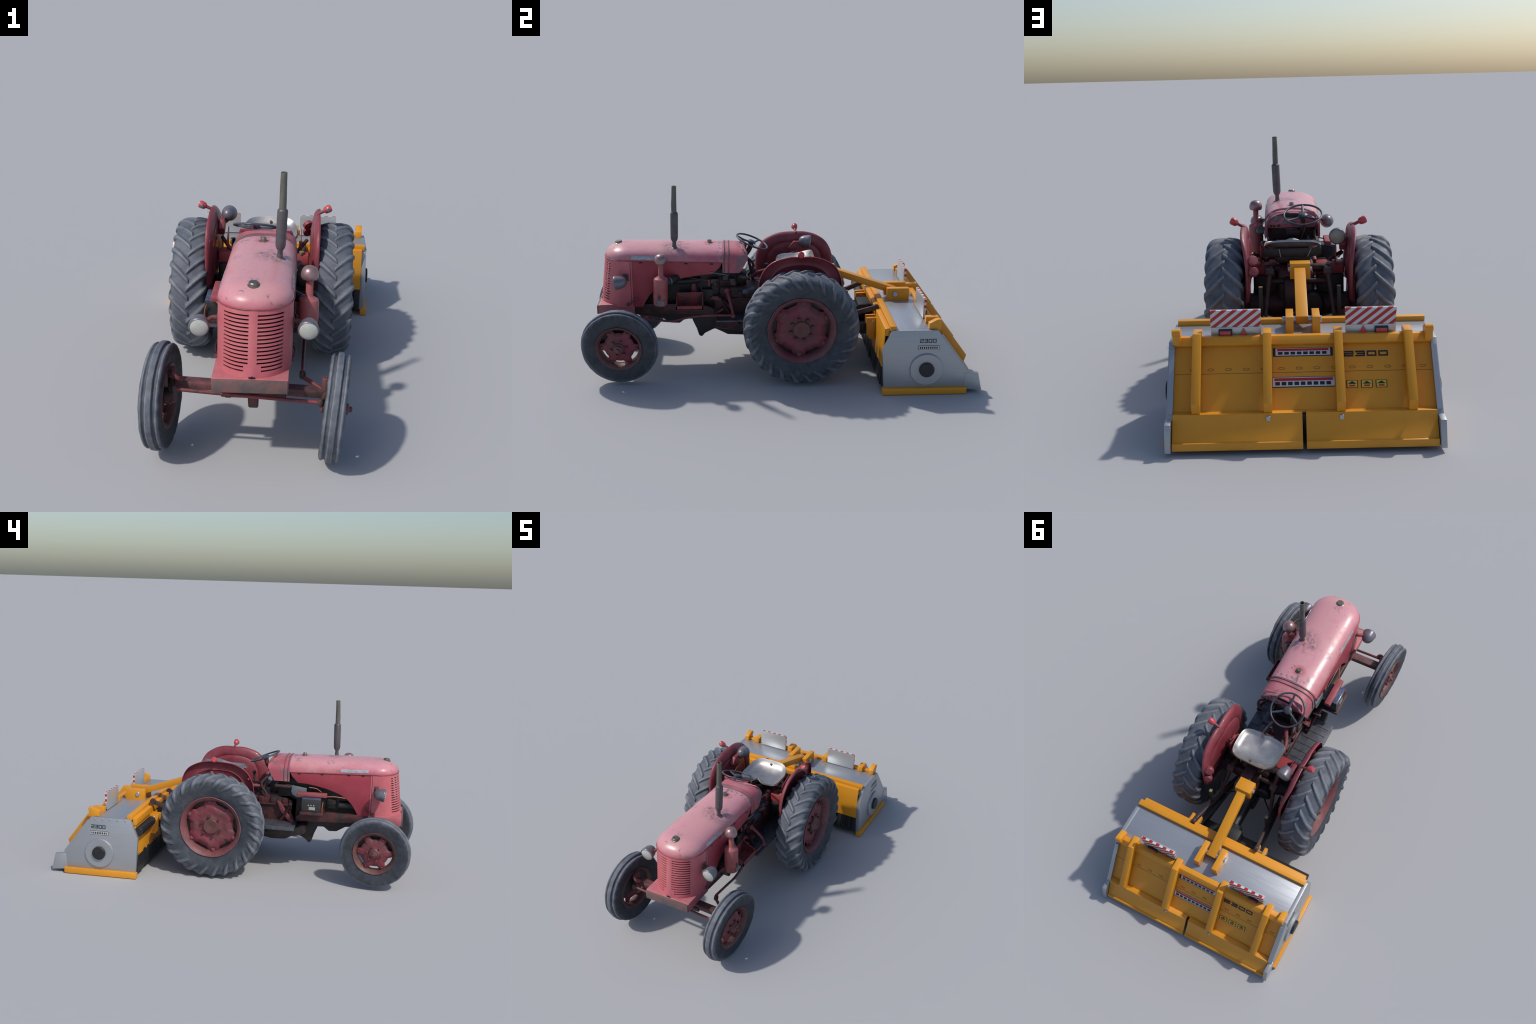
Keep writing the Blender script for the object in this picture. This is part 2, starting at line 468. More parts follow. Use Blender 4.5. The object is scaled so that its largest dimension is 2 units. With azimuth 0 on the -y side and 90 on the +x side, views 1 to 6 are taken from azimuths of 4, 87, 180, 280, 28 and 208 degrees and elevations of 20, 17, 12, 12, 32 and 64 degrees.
NOSE_B, NOSE_L = -0.778, 0.115
HM = 2.35
def hood_ring(bm, y, w, h, s, n=40, m=2.35):
    ring = []
    for k in range(n + 1):
        f = pi * k / n
        c, q = cos(f), sin(f)
        x = CX + w * math.copysign(abs(c) ** (2 / m), c)
        z = s + h * abs(q) ** (2 / m)
        z += tz(x)
        d = wobble((x, y, z), 9, 0.0014)
        ring.append(bm.verts.new((x, y, z + d)))
    return ring

bm = bmesh.new()
rows = []
for k in range(0, 15):
    a = (pi / 2) * (1 - k / 14.0)
    a = min(a, radians(88.5))
    y = NOSE_B - NOSE_L * sin(a) ** (2 / 2.08)
    f = cos(a) ** (2 / 2.08)
    g = cos(a) ** (2 / 2.0)
    rows.append(hood_ring(bm, y, W * f, (crown_z(y) - seam_z(y)) * g, seam_z(y)))
for k in range(1, 33):
    y = NOSE_B + (-0.283 - NOSE_B) * k / 32.0
    rows.append(hood_ring(bm, y, half_w(y), crown_z(y) - seam_z(y), seam_z(y)))
grid_faces(bm, rows)
bm.faces.new(rows[0])
solidify(bm, 0.003)
hood = finish("bonnet", bm, HOOD, tractor, smooth=50)

# bead along the bonnet edge
bm = bmesh.new()
edge = []
for k in range(41):
    if k <= 12:
        a = k / 12.0
        p = (CX + half_w(-0.3 + (-0.495) * a) + 0.001, -0.288 + (NOSE_B + 0.288) * a)
    elif k <= 28:
        a = pi / 2 - pi * (k - 12) / 16.0
        s_, c_ = sin(a), cos(a)
        p = (CX + (W + 0.001) * math.copysign(abs(s_) ** (2 / 2.08), s_), NOSE_B - (NOSE_L + 0.001) * abs(c_) ** (2 / 2.08))
    else:
        a = (40 - k) / 12.0
        p = (CX - half_w(-0.3 + (-0.495) * a) - 0.001, -0.288 + (NOSE_B + 0.288) * a)
    edge.append((p[0], p[1], seam_z(p[1]) + tz(p[0])))
add_tube(bm, edge, 0.0028, 8)
finish("bonnet_edge_bead", bm, old_paint("edge_bead_enamel", (0.30, 0.05, 0.065, 1), (0.38, 0.10, 0.12, 1), (0.10, 0.06, 0.06, 1), chips=0.55, seed=31), tractor, smooth=60)

# ---- radiator shroud with real grille slots -------------------------------
xs_half = [0, 0.0075, 0.015, 0.03, 0.045, 0.06, 0.073, 0.084, 0.093, 0.101, 0.108, 0.114, 0.119, 0.123, 0.126, 0.1278, W]
plan = [(-W, -0.745)] + [(-x, None) for x in xs_half[::-1]] + [(x, None) for x in xs_half[1:]] + [(W, -0.745)]
SLOTS = 15
Z_TOP, Z_BOT = 0.598, 0.352
zs = [Z_TOP]
pitch = 0.01375
for i in range(SLOTS):
    zc = 0.579 - i * pitch
    zs += [zc + 0.0031, zc - 0.0031]
zs += [0.372, 0.362, Z_BOT]
def shroud_pt(lx, ly, z):
    lean = (Z_TOP - z) * 0.115
    if ly is None:
        t = max(0.0, 1 - (abs(lx) / W) ** 2.1) ** (1 / 2.1)
        y = NOSE_B - (NOSE_L + lean) * t
    else:
        y = ly
    # rolled centre rib
    if abs(lx) < 0.012:
        y -= 0.0015
    x = CX + lx
    return (x, y, z + tz(x))
bm = bmesh.new()
rows = [[bm.verts.new(shroud_pt(lx, ly, z)) for lx, ly in plan] for z in zs]
def keep(i, j):
    xm = 0.5 * (plan[j][0] + plan[j + 1][0])
    if i % 2 == 1 and i < 2 * SLOTS:
        lo = 0.015 if i < 2 * (SLOTS - 2) else 0.03
        return not (lo < abs(xm) < 0.101)
    return True
grid_faces(bm, rows, keep)
solidify(bm, 0.0045)
shroud = finish("radiator_grille", bm, GRILLE, tractor, smooth=40)
# radiator core behind the slots
prism("radiator_core", [(-0.855, 0.36), (-0.855, 0.592), (-0.76, 0.592), (-0.76, 0.36)], CX - 0.085, CX + 0.085, BLACK, tractor, bev=0.03)
# crank hole
bm = bmesh.new()
add_box(bm, CX - 0.011, CX + 0.011, -0.9245, -0.9175, 0.3635, 0.3675)
add_lathe(bm, [(0.0045, 0), (0.0045, 0.007)], Matrix.Translation((CX, -0.9175, 0.3655)) @ frame_z((0, -1, 0)), 12)
finish("crank_hole", bm, BLACK, shroud)

# ---- side panels with the arched lower edge --------------------------------
def side_panel(name, x, sgn, arch, rear):
    top = [(-0.748, seam_z(-0.748) - 0.002), (-0.5, seam_z(-0.5) - 0.002), (-0.288, seam_z(-0.288) - 0.002)]
    prof = [(-0.748, 0.352)] + top + rear + arch
    prof = [(y, z + tz(x)) for y, z in prof]
    return prism(name, prof, x, x - sgn * 0.006, PANEL, tractor, bev=0.001)
archR = [(-0.335, 0.525), (-0.40, 0.520), (-0.46, 0.511), (-0.512, 0.499), (-0.56, 0.484), (-0.60, 0.466), (-0.632, 0.444), (-0.662, 0.413), (-0.682, 0.38), (-0.694, 0.352)]
archL = [(-0.334, 0.525), (-0.39, 0.522), (-0.44, 0.514), (-0.49, 0.503), (-0.539, 0.488), (-0.58, 0.472), (-0.615, 0.450), (-0.645, 0.420), (-0.668, 0.385), (-0.683, 0.352)]
pr = side_panel("engine_panel", CX + 0.1295, 1, archR, [(-0.30, 0.56)])
pl = side_panel("engine_panel", CX - 0.1295, -1, archL, [(-0.30, 0.56)])
# seam strips and clips
for sgn in (1, -1):
    x = CX + sgn * 0.1305
    bm = bmesh.new()
    add_box(bm, x - 0.001, x + 0.001, -0.7545, -0.7525, 0.358, 0.595)
    for y in (-0.70, -0.62, -0.47, -0.34):
        add_box(bm, x - 0.001, x + 0.0018, y - 0.008, y + 0.008, seam_z(y) - 0.010, seam_z(y) - 0.004)
    for v in bm.verts:
        v.co.z += tz(x)
    finish("panel_seam", bm, BLACK, tractor)
    # long badge on the bonnet side
    bm = bmesh.new()
    z0 = 0.614 + tz(x)
    y0, y1 = (-0.745, -0.60) if sgn > 0 else (-0.73, -0.575)
    
    rr = []
    for k in range(12):
        y = y0 + (y1 - y0) * k / 11
        wv = 0.0012 * sin(k * 1.7)
        row = []
        for q in range(4):
            zl = 0.009 + 0.017 * q / 3
            t_ = min(1.0, zl / (crown_z(y) - seam_z(y)))
            lx = half_w(y) * (1 - t_ ** HM) ** (1 / HM) + 0.0012
            row.append(bm.verts.new((CX + sgn * lx, y, seam_z(y) + zl + wv + tz(CX + sgn * lx))))
        rr.append(row)
    grid_faces(bm, rr)
    solidify(bm, 0.0025)
    finish("badge_strip", bm, BADGE, tractor, smooth=30)
    # panel latch: small forged hook low at the front of the panel
    bm = bmesh.new()
    xl = CX + sgn * 0.135
    add_tube(bm, smooth_path([(xl - sgn * 0.006, -0.772, 0.373), (xl + sgn * 0.004, -0.758, 0.380), (xl + sgn * 0.006, -0.742, 0.393), (xl - sgn * 0.004, -0.728, 0.402)], 4), 0.0042, 8)
    add_box(bm, xl - 0.008, xl + 0.004, -0.778, -0.764, 0.362, 0.378)
    add_box(bm, xl - 0.007, xl + 0.003, -0.735, -0.722, 0.396, 0.408)
    finish("panel_latch", bm, AXLE, tractor, smooth=50)

# ---- cowl and dashboard ------------------------------------------------------
def cowl_rear_y(z):
    return interp(z, [(0.525, -0.200), (0.56, -0.178), (0.60, -0.158), (0.63, -0.160), (0.655, -0.178), (0.68, -0.192)])
def cowl_ring(bm, t, grow=0.0, n=30, m=2.4, y_of=None):
    """t = 0 at the front band, 1 at the dashboard edge"""
    pts = []
    w = 0.1265 + grow
    low = 0.528
    mid = 0.583
    for k in range(7):
        pts.append((w, low + (mid - low) * k / 7.0))
    for k in range(n + 1):
        f = pi * k / n
        c, q = cos(f), sin(f)
        pts.append((w * math.copysign(abs(c) ** (2 / m), c), mid + (0.653 + grow - mid) * abs(q) ** (2 / m)))
    for k in range(6, -1, -1):
        pts.append((-w, low + (mid - low) * k / 7.0))
    ring = []
    for lx, z in pts:
        y = (-0.285 + t * (cowl_rear_y(z) + 0.285)) if y_of is None else y_of
        zz = z + (1 - t) * 0.004 * max(0, (z - 0.583) / 0.08)
        x = CX + lx
        ring.append(bm.verts.new((x, y, zz + tz(x) + wobble((x, y, z), 12, 0.001))))
    return ring
bm = bmesh.new()
rows = [cowl_ring(bm, t) for t in (0, 0.12, 0.3, 0.5, 0.7, 0.88, 0.97, 1.0)]
# roll the edge inward to the dashboard
last = []
for v in rows[-1]:
    c = Vector((CX, v.co.y, 0.60))
    last.append(bm.verts.new(v.co + (c - v.co) * 0.06 + Vector((0, 0.004, 0))))
rows.append(last)
rec = []
for v in last:
    c = Vector((CX, v.co.y, 0.60))
    rec.append(bm.verts.new(v.co + (c - v.co) * 0.05 + Vector((0, -0.006, 0))))
rows.append(rec)
grid_faces(bm, rows)
cowl = finish("cowl", bm, COWL, tractor, smooth=50)
for y in (-0.276, -0.254):
    bm = bmesh.new()
    pts = []
    tmp = bmesh.new()
    rg = cowl_ring(tmp, 0.1, grow=0.0012, y_of=y)
    pts = [v.co.copy() for v in rg]
    tmp.free()
    add_tube(bm, pts, 0.0032, 8)
    finish("cowl_band", bm, old_paint("band_enamel", (0.30, 0.05, 0.07, 1), (0.30, 0.16, 0.17, 1), (0.11, 0.10, 0.11, 1), chips=0.5, grime_amount=0.8, seed=33), cowl, smooth=60)
# dashboard sheet: upper red instrument panel, dark void below
def dash_y(z):
    return cowl_rear_y(z) - 0.004
bm = bmesh.new()
rows = []
for i in range(9):
    z = 0.582 + 0.072 * i / 8
    hw = 0.112 * (1 - 0.10 * max(0, (z - 0.61) / 0.045) ** 3)
    rows.append([bm.verts.new((CX + hw * (j / 8 - 1), dash_y(z) - 0.010 * (1 - abs(j / 8 - 1)) * (i / 8), z)) for j in range(17)])
grid_faces(bm, rows)
solidify(bm, 0.004)
dash = finish("dashboard", bm, COWL, tractor, smooth=40)
bm = bmesh.new()
for dx, z, r in ((0.075, 0.626, 0.013), (0.035, 0.607, 0.010), (-0.004, 0.604, 0.011), (-0.058, 0.602, 0.011)):
    add_lathe(bm, [(r, 0), (r, 0.004), (r * 0.85, 0.005), (r * 0.8, 0.003), (0, 0.003)], Matrix.Translation((CX + dx, dash_y(z) - 0.001, z)) @ frame_z((0, 1, 0.2)), 20)
finish("gauge", bm, LAMP, dash, smooth=40)
bm = bmesh.new()
for dx, z, r in ((0.10, 0.592, 0.005), (0.085, 0.592, 0.005), (0.064, 0.594, 0.006)):
    add_lathe(bm, [(r, 0), (r, 0.008), (r * 0.7, 0.01)], Matrix.Translation((CX + dx, dash_y(z) - 0.001, z)) @ frame_z((0, 1, 0)), 12)
finish("dash_knob", bm, DARK, dash, smooth=40)
box("instrument_recess", CX - 0.055, CX + 0.045, -0.182, -0.170, 0.628, 0.648, DARK, dash)
# underside of the tank and steering box in the dark of the cowl
box("fuel_tank_floor", CX - 0.115, CX + 0.115, -0.283, -0.205, 0.520, 0.60, ENGINE, tractor, bev=0.01)
box("dash_box", CX - 0.035, CX + 0.030, -0.20, -0.165, 0.545, 0.572, DARK, tractor, bev=0.004)
box("dash_bracket", CX - 0.025, CX + 0.035, -0.195, -0.165, 0.566, 0.584, RAIL, tractor, bev=0.003)

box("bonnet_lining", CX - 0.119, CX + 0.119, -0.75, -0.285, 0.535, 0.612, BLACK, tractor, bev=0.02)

# ---- caps and stack ------------------------------------------------------
def cap_z(x, y):
    return crown_z(y) + tz(x)
lathe("radiator_cap", [(0.022, -0.004), (0.022, 0.001), (0.018, 0.003), (0.0175, 0.010), (0.015, 0.0125), (0, 0.013)], (0.014, -0.822, 0.6605), (0.0, -0.08, 1), CAP, tractor, 28)
lathe("fuel_cap", [(0.019, -0.004), (0.019, 0.0015), (0.011, 0.003), (0.0105, 0.014), (0.009, 0.016), (0, 0.0165)], (0.020, -0.352, 0.6585), (0, 0, 1), CAP, tractor, 28)
bm = bmesh.new()
base, mid, tip = Vector((0.0885, -0.531, 0.634)), Vector((0.095, -0.526, 0.842)), Vector((0.0965, -0.524, 0.977))
add_lathe(bm, [(0.024, 0.008), (0.022, 0.018), (0.012, 0.024), (0.0105, 0.034), (0.0095, 0.050), (0.0165, 0.062), (0.019, 0.072), (0.0195, 0.12), (0.0195, 0.201), (0.0185, 0.205), (0.0125, 0.210)], Matrix.Translation(base) @ frame_z(mid - base), 24)
ex = finish("exhaust_stack", bm, EXHAUST, tractor, smooth=40)
bm = bmesh.new()
d = (tip - mid)
add_lathe(bm, [(0.0135, -0.002), (0.0135, 0.04), (0.0125, 0.08), (0.0115, d.length), (0.0085, d.length), (0.008, d.length - 0.02), (0, d.length - 0.02)], Matrix.Translation(mid) @ frame_z(d), 16)
for v in bm.verts:
    v.co += Vector((wobble(v.co, 14, 0.002), wobble(v.co + Vector((5, 0, 0)), 14, 0.003), 0))
finish("exhaust_pipe", bm, EXTIP, ex, smooth=40)

# ---- front saddle plate, weight and frame -----------------------------------
def slope(M, y, z, sx):
    return M
RZ = Matrix.Translation((CX, 0, 0)) @ Matrix.Rotation(-math.atan(TILT), 4, 'Y') @ Matrix.Translation((-CX, 0, 0))
prism("saddle_plate", [(-0.926, 0.320), (-0.926, 0.3605), (-0.915, 0.363), (-0.74, 0.364), (-0.74, 0.316), (-0.915, 0.314)], CX - 0.130, CX + 0.130, SADDLE, tractor, bev=0.002, M=RZ)
bm = bmesh.new()
add_box(bm, CX - 0.1285, CX + 0.1285, -0.934, -0.922, 0.3125, 0.3595, RZ)
bmesh.ops.recalc_face_normals(bm, faces=bm.faces)
bevel(bm, 0.003)
finish("bumper_weight", bm, BUMPER, tractor, smooth=40)
for s in (1, -1):
    x = CX + s * 0.112
    prism("frame_rail", [(-0.76, 0.318), (-0.76, 0.360), (-0.70, 0.362), (-0.46, 0.362), (-0.36, 0.345), (-0.33, 0.33), (-0.33, 0.300), (-0.42, 0.302), (-0.60, 0.308)], x - 0.012, x + 0.014, RAIL, tractor, bev=0.003, M=RZ)
    bm = bmesh.new()
    for y in (-0.67, -0.60, -0.44):
        add_lathe(bm, [(0.007, 0), (0.007, 0.005), (0.005, 0.006)], Matrix.Translation((x + s * (0.013), y, 0.336)) @ frame_z((s, 0, 0)), 6)
    finish("frame_bolt", bm, LINK, tractor)

# ---- engine and running gear --------------------------------------------------
prism("engine_block", [(-0.745, 0.29), (-0.745, 0.57), (-0.30, 0.57), (-0.21, 0.53), (-0.21, 0.42), (-0.29, 0.40), (-0.29, 0.28), (-0.45, 0.26), (-0.62, 0.27)], CX - 0.085, CX + 0.075, ENGINE, tractor, bev=0.008)
prism("oil_sump", [(-0.66, 0.30), (-0.61, 0.262), (-0.56, 0.232), (-0.515, 0.230), (-0.485, 0.254), (-0.44, 0.252), (-0.44, 0.30)], CX - 0.058, CX + 0.055, ENGINE, tractor, bev=0.007)
prism("flywheel_housing", [(-0.455, 0.33), (-0.447, 0.245), (-0.425, 0.195), (-0.414, 0.155), (-0.396, 0.150), (-0.386, 0.168), (-0.33, 0.196), (-0.29, 0.176), (-0.262, 0.161), (-0.18, 0.157), (-0.12, 0.170), (-0.12, 0.33)], CX - 0.058, CX + 0.055, ENGINE, tractor, bev=0.012, seg=3)
prism("gearbox", [(-0.33, 0.21), (-0.34, 0.42), (-0.29, 0.445), (-0.17, 0.438), (-0.10, 0.425), (0.02, 0.43), (0.02, 0.19), (-0.10, 0.178)], CX - 0.085, CX + 0.085, GEARBOX, tractor, bev=0.014, seg=3)
bm = bmesh.new()
add_box(bm, CX - 0.098, CX + 0.098, -0.29, -0.02, 0.372, 0.383)
for y in (-0.26, -0.19, -0.12, -0.05):
    add_box(bm, CX - 0.096, CX + 0.096, y - 0.018, y + 0.018, 0.378, 0.420)
bmesh.ops.recalc_face_normals(bm, faces=bm.faces)
bevel(bm, 0.005)
finish("gearbox_cover", bm, GEARBOX, tractor, smooth=40)
prism("drive_axle_housing", [(-0.01, 0.20), (-0.01, 0.46), (0.05, 0.48), (0.12, 0.475), (0.155, 0.44), (0.165, 0.34), (0.16, 0.24), (0.12, 0.195)], CX - 0.085, CX + 0.075, GEARBOX, tractor, bev=0.015, seg=3)
lathe("axle_tube", [(0.075, -0.235), (0.075, -0.225), (0.052, -0.21), (0.048, -0.14), (0.062, -0.09), (0.062, 0.09), (0.048, 0.14), (0.052, 0.21), (0.075, 0.225), (0.075, 0.235)], (0, 0.11, 0.292), (1, 0, 0), GEARBOX, tractor, 28)
for s in (1, -1):
    box("fender_support", s * 0.085 + CX * 0.5, s * 0.200, 0.030, 0.105, 0.418, 0.474, old_paint("support_red_enamel", (0.34, 0.035, 0.04, 1), (0.40, 0.09, 0.10, 1), (0.12, 0.05, 0.05, 1), seed=40 + s) if s > 0 else bpy.data.materials["support_red_enamel"], tractor, bev=0.012)
    # foot boards
    bm = bmesh.new()
    x0, x1 = (0.095, 0.208) if s > 0 else (-0.205, -0.060)
    ya = -0.32 if s > 0 else -0.335
    zf = 0.010 if s > 0 else 0.0
    add_box(bm, x0, x1, ya, 0.035, 0.276 + zf, 0.284 + zf)
    if s < 0:
        add_box(bm, x0, x0 + 0.006, -0.335, -0.06, 0.262, 0.278)
    for k in range(6):
        y = ya + 0.03 + k * 0.045
        add_box(bm, x0 + 0.012, x1 - 0.012, y, y + 0.008, 0.283 + zf, 0.2865 + zf)
    bmesh.ops.recalc_face_normals(bm, faces=bm.faces)
    bevel(bm, 0.0012)
    finish("foot_board", bm, FOOT, tractor, smooth=30)
    # pedal arms
    xa = CX + s * 0.105
    tube("pedal_arm", [(xa, -0.20, 0.24), (xa + s * 0.01, -0.245, 0.30), (xa + s * 0.018, -0.275, 0.35), (xa + s * 0.03, -0.30, 0.40)], 0.008, RAIL, tractor, 10)
    box("pedal_pad", xa + s * 0.03 - 0.022, xa + s * 0.03 + 0.022, -0.308, -0.292, 0.392, 0.408, RAIL, tractor, bev=0.003)
prism("brake_housing", [(-0.40, 0.285), (-0.39, 0.235), (-0.33, 0.214), (-0.12, 0.214), (-0.08, 0.235), (-0.08, 0.272), (-0.34, 0.272), (-0.37, 0.285)], CX - 0.165, CX - 0.07, ENGINE, tractor, bev=0.01)
prism("casting_nose", [(0.15, 0.27), (0.15, 0.43), (0.20, 0.42), (0.222, 0.37), (0.218, 0.29)], CX - 0.05, CX + 0.045, GEARBOX, tractor, bev=0.01)
for s in (1, -1):
    box("axle_trumpet", s * 0.08, s * 0.196, 0.02, 0.12, 0.325, 0.425, ENGINE, tractor, bev=0.012)
# transmission guard curve seen on the left side
tube("clutch_housing_rim", [(CX - 0.088, -0.27, 0.37), (CX - 0.092, -0.30, 0.31), (CX - 0.092, -0.315, 0.25), (CX - 0.088, -0.28, 0.205), (CX - 0.082, -0.21, 0.19)], 0.010, RAIL, tractor, 10)
prism("brake_bracket", [(-0.235, 0.40), (-0.215, 0.405), (-0.235, 0.35), (-0.285, 0.29), (-0.305, 0.275), (-0.315, 0.29), (-0.275, 0.34)], CX - 0.118, CX - 0.096, ROD, tractor, bev=0.003)
prism("brake_bracket", [(-0.355, 0.382), (-0.34, 0.40), (-0.305, 0.398), (-0.235, 0.335), (-0.245, 0.322), (-0.31, 0.376)], CX + 0.092, CX + 0.11, ROD, tractor, bev=0.003)
tube("drop_link", [(CX + 0.10, -0.315, 0.305), (CX + 0.105, -0.28, 0.33)], 0.008, ROD, tractor, 8)

# engine dressing, right side: pump, filters, manifold, linkage
lathe("fuel_filter", [(0.014, 0), (0.017, 0.004), (0.017, 0.035), (0.013, 0.042), (0.013, 0.056), (0.006, 0.058)], (CX + 0.085, -0.435, 0.410), (0, 0, 1), ROD, tractor, 16)
box("injection_pump", CX + 0.055, CX + 0.10, -0.40, -0.33, 0.375, 0.435, ENGINE, tractor, bev=0.006)
box("governor_case", CX + 0.055, CX + 0.095, -0.345, -0.30, 0.40, 0.475, ENGINE, tractor, bev=0.008)
lathe("sediment_bowl", [(0.004, 0), (0.014, 0.012), (0.016, 0.03), (0.012, 0.04), (0.02, 0.045), (0.02, 0.056), (0, 0.058)], (CX + 0.10, -0.322, 0.44), (0, 0, 1), LINK, tractor, 16)
tube("manifold_pipe", [(CX + 0.075, -0.66, 0.47), (CX + 0.085, -0.60, 0.485), (CX + 0.08, -0.50, 0.475), (CX + 0.075, -0.40, 0.48)], 0.018, ENGINE, tractor, 12)
tube("fuel_line", [(CX + 0.098, -0.48, 0.505), (CX + 0.104, -0.40, 0.49), (CX + 0.104, -0.33, 0.482), (CX + 0.10, -0.26, 0.475)], 0.0022, ROD, tractor, 6)
tube("fuel_line", [(CX + 0.09, -0.40, 0.47), (CX + 0.102, -0.395, 0.44), (CX + 0.10, -0.385, 0.40)], 0.0022, LINK, tractor, 6)
tube("throttle_rod", [(CX + 0.130, -0.355, 0.540), (CX + 0.134, -0.31, 0.531), (CX + 0.128, -0.255, 0.519)], 0.003, LAMP, tractor, 8, n=3)
bm = bmesh.new()
for p in ((0.115, -0.335, 0.485), (0.108, -0.27, 0.50), (0.11, -0.235, 0.485), (0.10, -0.23, 0.47)):
    add_box(bm, CX + p[0] - 0.016, CX + p[0] + 0.008, p[1] - 0.013, p[1] + 0.013, p[2] - 0.012, p[2] + 0.012)
bmesh.ops.recalc_face_normals(bm, faces=bm.faces)
bevel(bm, 0.003)
finish("control_linkage", bm, LINK, tractor, smooth=40)
box("control_lever", CX + 0.098, CX + 0.108, -0.362, -0.350, 0.455, 0.49, ROD, tractor, bev=0.002)
# steering column housing and side levers, left and right of the cowl foot
box("steering_box", CX - 0.05, CX + 0.045, -0.25, -0.16, 0.43, 0.50, ENGINE, tractor, bev=0.01)
box("battery_shelf_iron", CX - 0.125, CX - 0.05, -0.33, -0.20, 0.488, 0.503, LINK, tractor, bev=0.003)
tube("hand_lever", [(CX - 0.07, -0.12, 0.43), (CX - 0.072, -0.135, 0.49), (CX - 0.07, -0.15, 0.545)], lambda t: 0.013 - 0.008 * t, LINK, tractor, 10)
tube("hand_lever", [(CX - 0.10, -0.15, 0.44), (CX - 0.11, -0.12, 0.50), (CX - 0.10, -0.17, 0.56), (CX - 0.112, -0.16, 0.588)], 0.007, LINK, tractor, 8)
tube("gear_lever", [(CX + 0.005, -0.08, 0.43), (CX + 0.008, -0.06, 0.49), (CX + 0.012, -0.055, 0.53)], 0.006, LINK, tractor, 8)
lathe("lever_knob", [(0, 0), (0.009, 0.003), (0.012, 0.011), (0.009, 0.019), (0, 0.022)], (CX + 0.012, -0.055, 0.525), (0, 0, 1), DARK, tractor, 14)
tube("seat_rail", [(CX - 0.095, 0.01, 0.46), (CX - 0.085, -0.04, 0.475), (CX - 0.055, -0.10, 0.47), (CX - 0.05, -0.13, 0.45)], 0.011, ROD, tractor, 10)
tube("seat_rail", [(CX + 0.055, 0.0, 0.47), (CX + 0.045, -0.07, 0.47), (CX + 0.035, -0.12, 0.47)], 0.006, LAMP, tractor, 10)
box("hydraulic_block", CX + 0.035, CX + 0.085, -0.10, 0.0, 0.415, 0.442, FOOT, tractor, bev=0.008)
box("hydraulic_block", CX + 0.04, CX + 0.098, -0.185, -0.115, 0.40, 0.432, FOOT, tractor, bev=0.008)
lathe("control_knob", [(0.012, 0), (0.012, 0.012), (0.008, 0.014), (0, 0.012)], (0.165, 0.04, 0.474), (0.1, -0.1, 1), BEAD, tractor, 6)
# side pedal bar seen beside the cowl on the right
tube("hand_grip", [(CX + 0.10, -0.20, 0.50), (CX + 0.135, -0.19, 0.512), (CX + 0.142, -0.165, 0.51), (CX + 0.12, -0.15, 0.495), (CX + 0.085, -0.16, 0.49)], 0.008, LINK, tractor, 8)

# grey cover and battery on the left flank
prism("grey_cover", [(-0.385, 0.452), (-0.385, 0.492), (-0.32, 0.502), (-0.302, 0.505), (-0.296, 0.47), (-0.305, 0.450), (-0.33, 0.437), (-0.36, 0.437)], CX - 0.128, CX - 0.105, GREYCOVER, tractor, bev=0.003)
bat = box("battery", -0.196, -0.105, -0.480, -0.370, 0.375, 0.450, BATTERY, tractor, bev=0.004)
box("battery_top_label", -0.194, -0.12, -0.478, -0.372, 0.4485, 0.4575, BATTOP, bat, bev=0.003)
box("battery_tray", -0.206, -0.10, -0.492, -0.362, 0.363, 0.380, RAIL, bat, bev=0.003)
box("battery_lid", -0.170, -0.136, -0.508, -0.338, 0.459, 0.482, old_paint("lid_enamel", (0.30, 0.06, 0.07, 1), (0.36, 0.13, 0.14, 1), (0.15, 0.06, 0.06, 1), seed=44), bat, bev=0.005)
bm = bmesh.new()
add_box(bm, -0.1968, -0.1958, -0.447, -0.412, 0.392, 0.409)
for k in range(3):
    add_box(bm, -0.1968, -0.1958, -0.443 + k * 0.015, -0.436 + k * 0.015, 0.415, 0.421)
finish("battery_label", bm, PAPER, bat)
tube("battery_strap", [(-0.19, -0.486, 0.372), (-0.194, -0.487, 0.41), (-0.186, -0.49, 0.44)], 0.003, CABLE, bat, 6)
tube("battery_cable", [(-0.15, -0.50, 0.462), (-0.118, -0.56, 0.458), (-0.10, -0.64, 0.442), (-0.09, -0.68, 0.42)], 0.003, CABLE, bat, 6)
tube("battery_cable", [(-0.11, -0.40, 0.50), (-0.105, -0.44, 0.495), (-0.10, -0.47, 0.475)], 0.003, CABLE, bat, 6)
box("starter_motor", CX - 0.10, CX - 0.06, -0.555, -0.50, 0.375, 0.435, ENGINE, tractor, bev=0.008)
tube("dynamo_body", [(CX - 0.085, -0.66, 0.40), (CX - 0.085, -0.57, 0.40)], 0.026, ENGINE, tractor, 16, n=1)

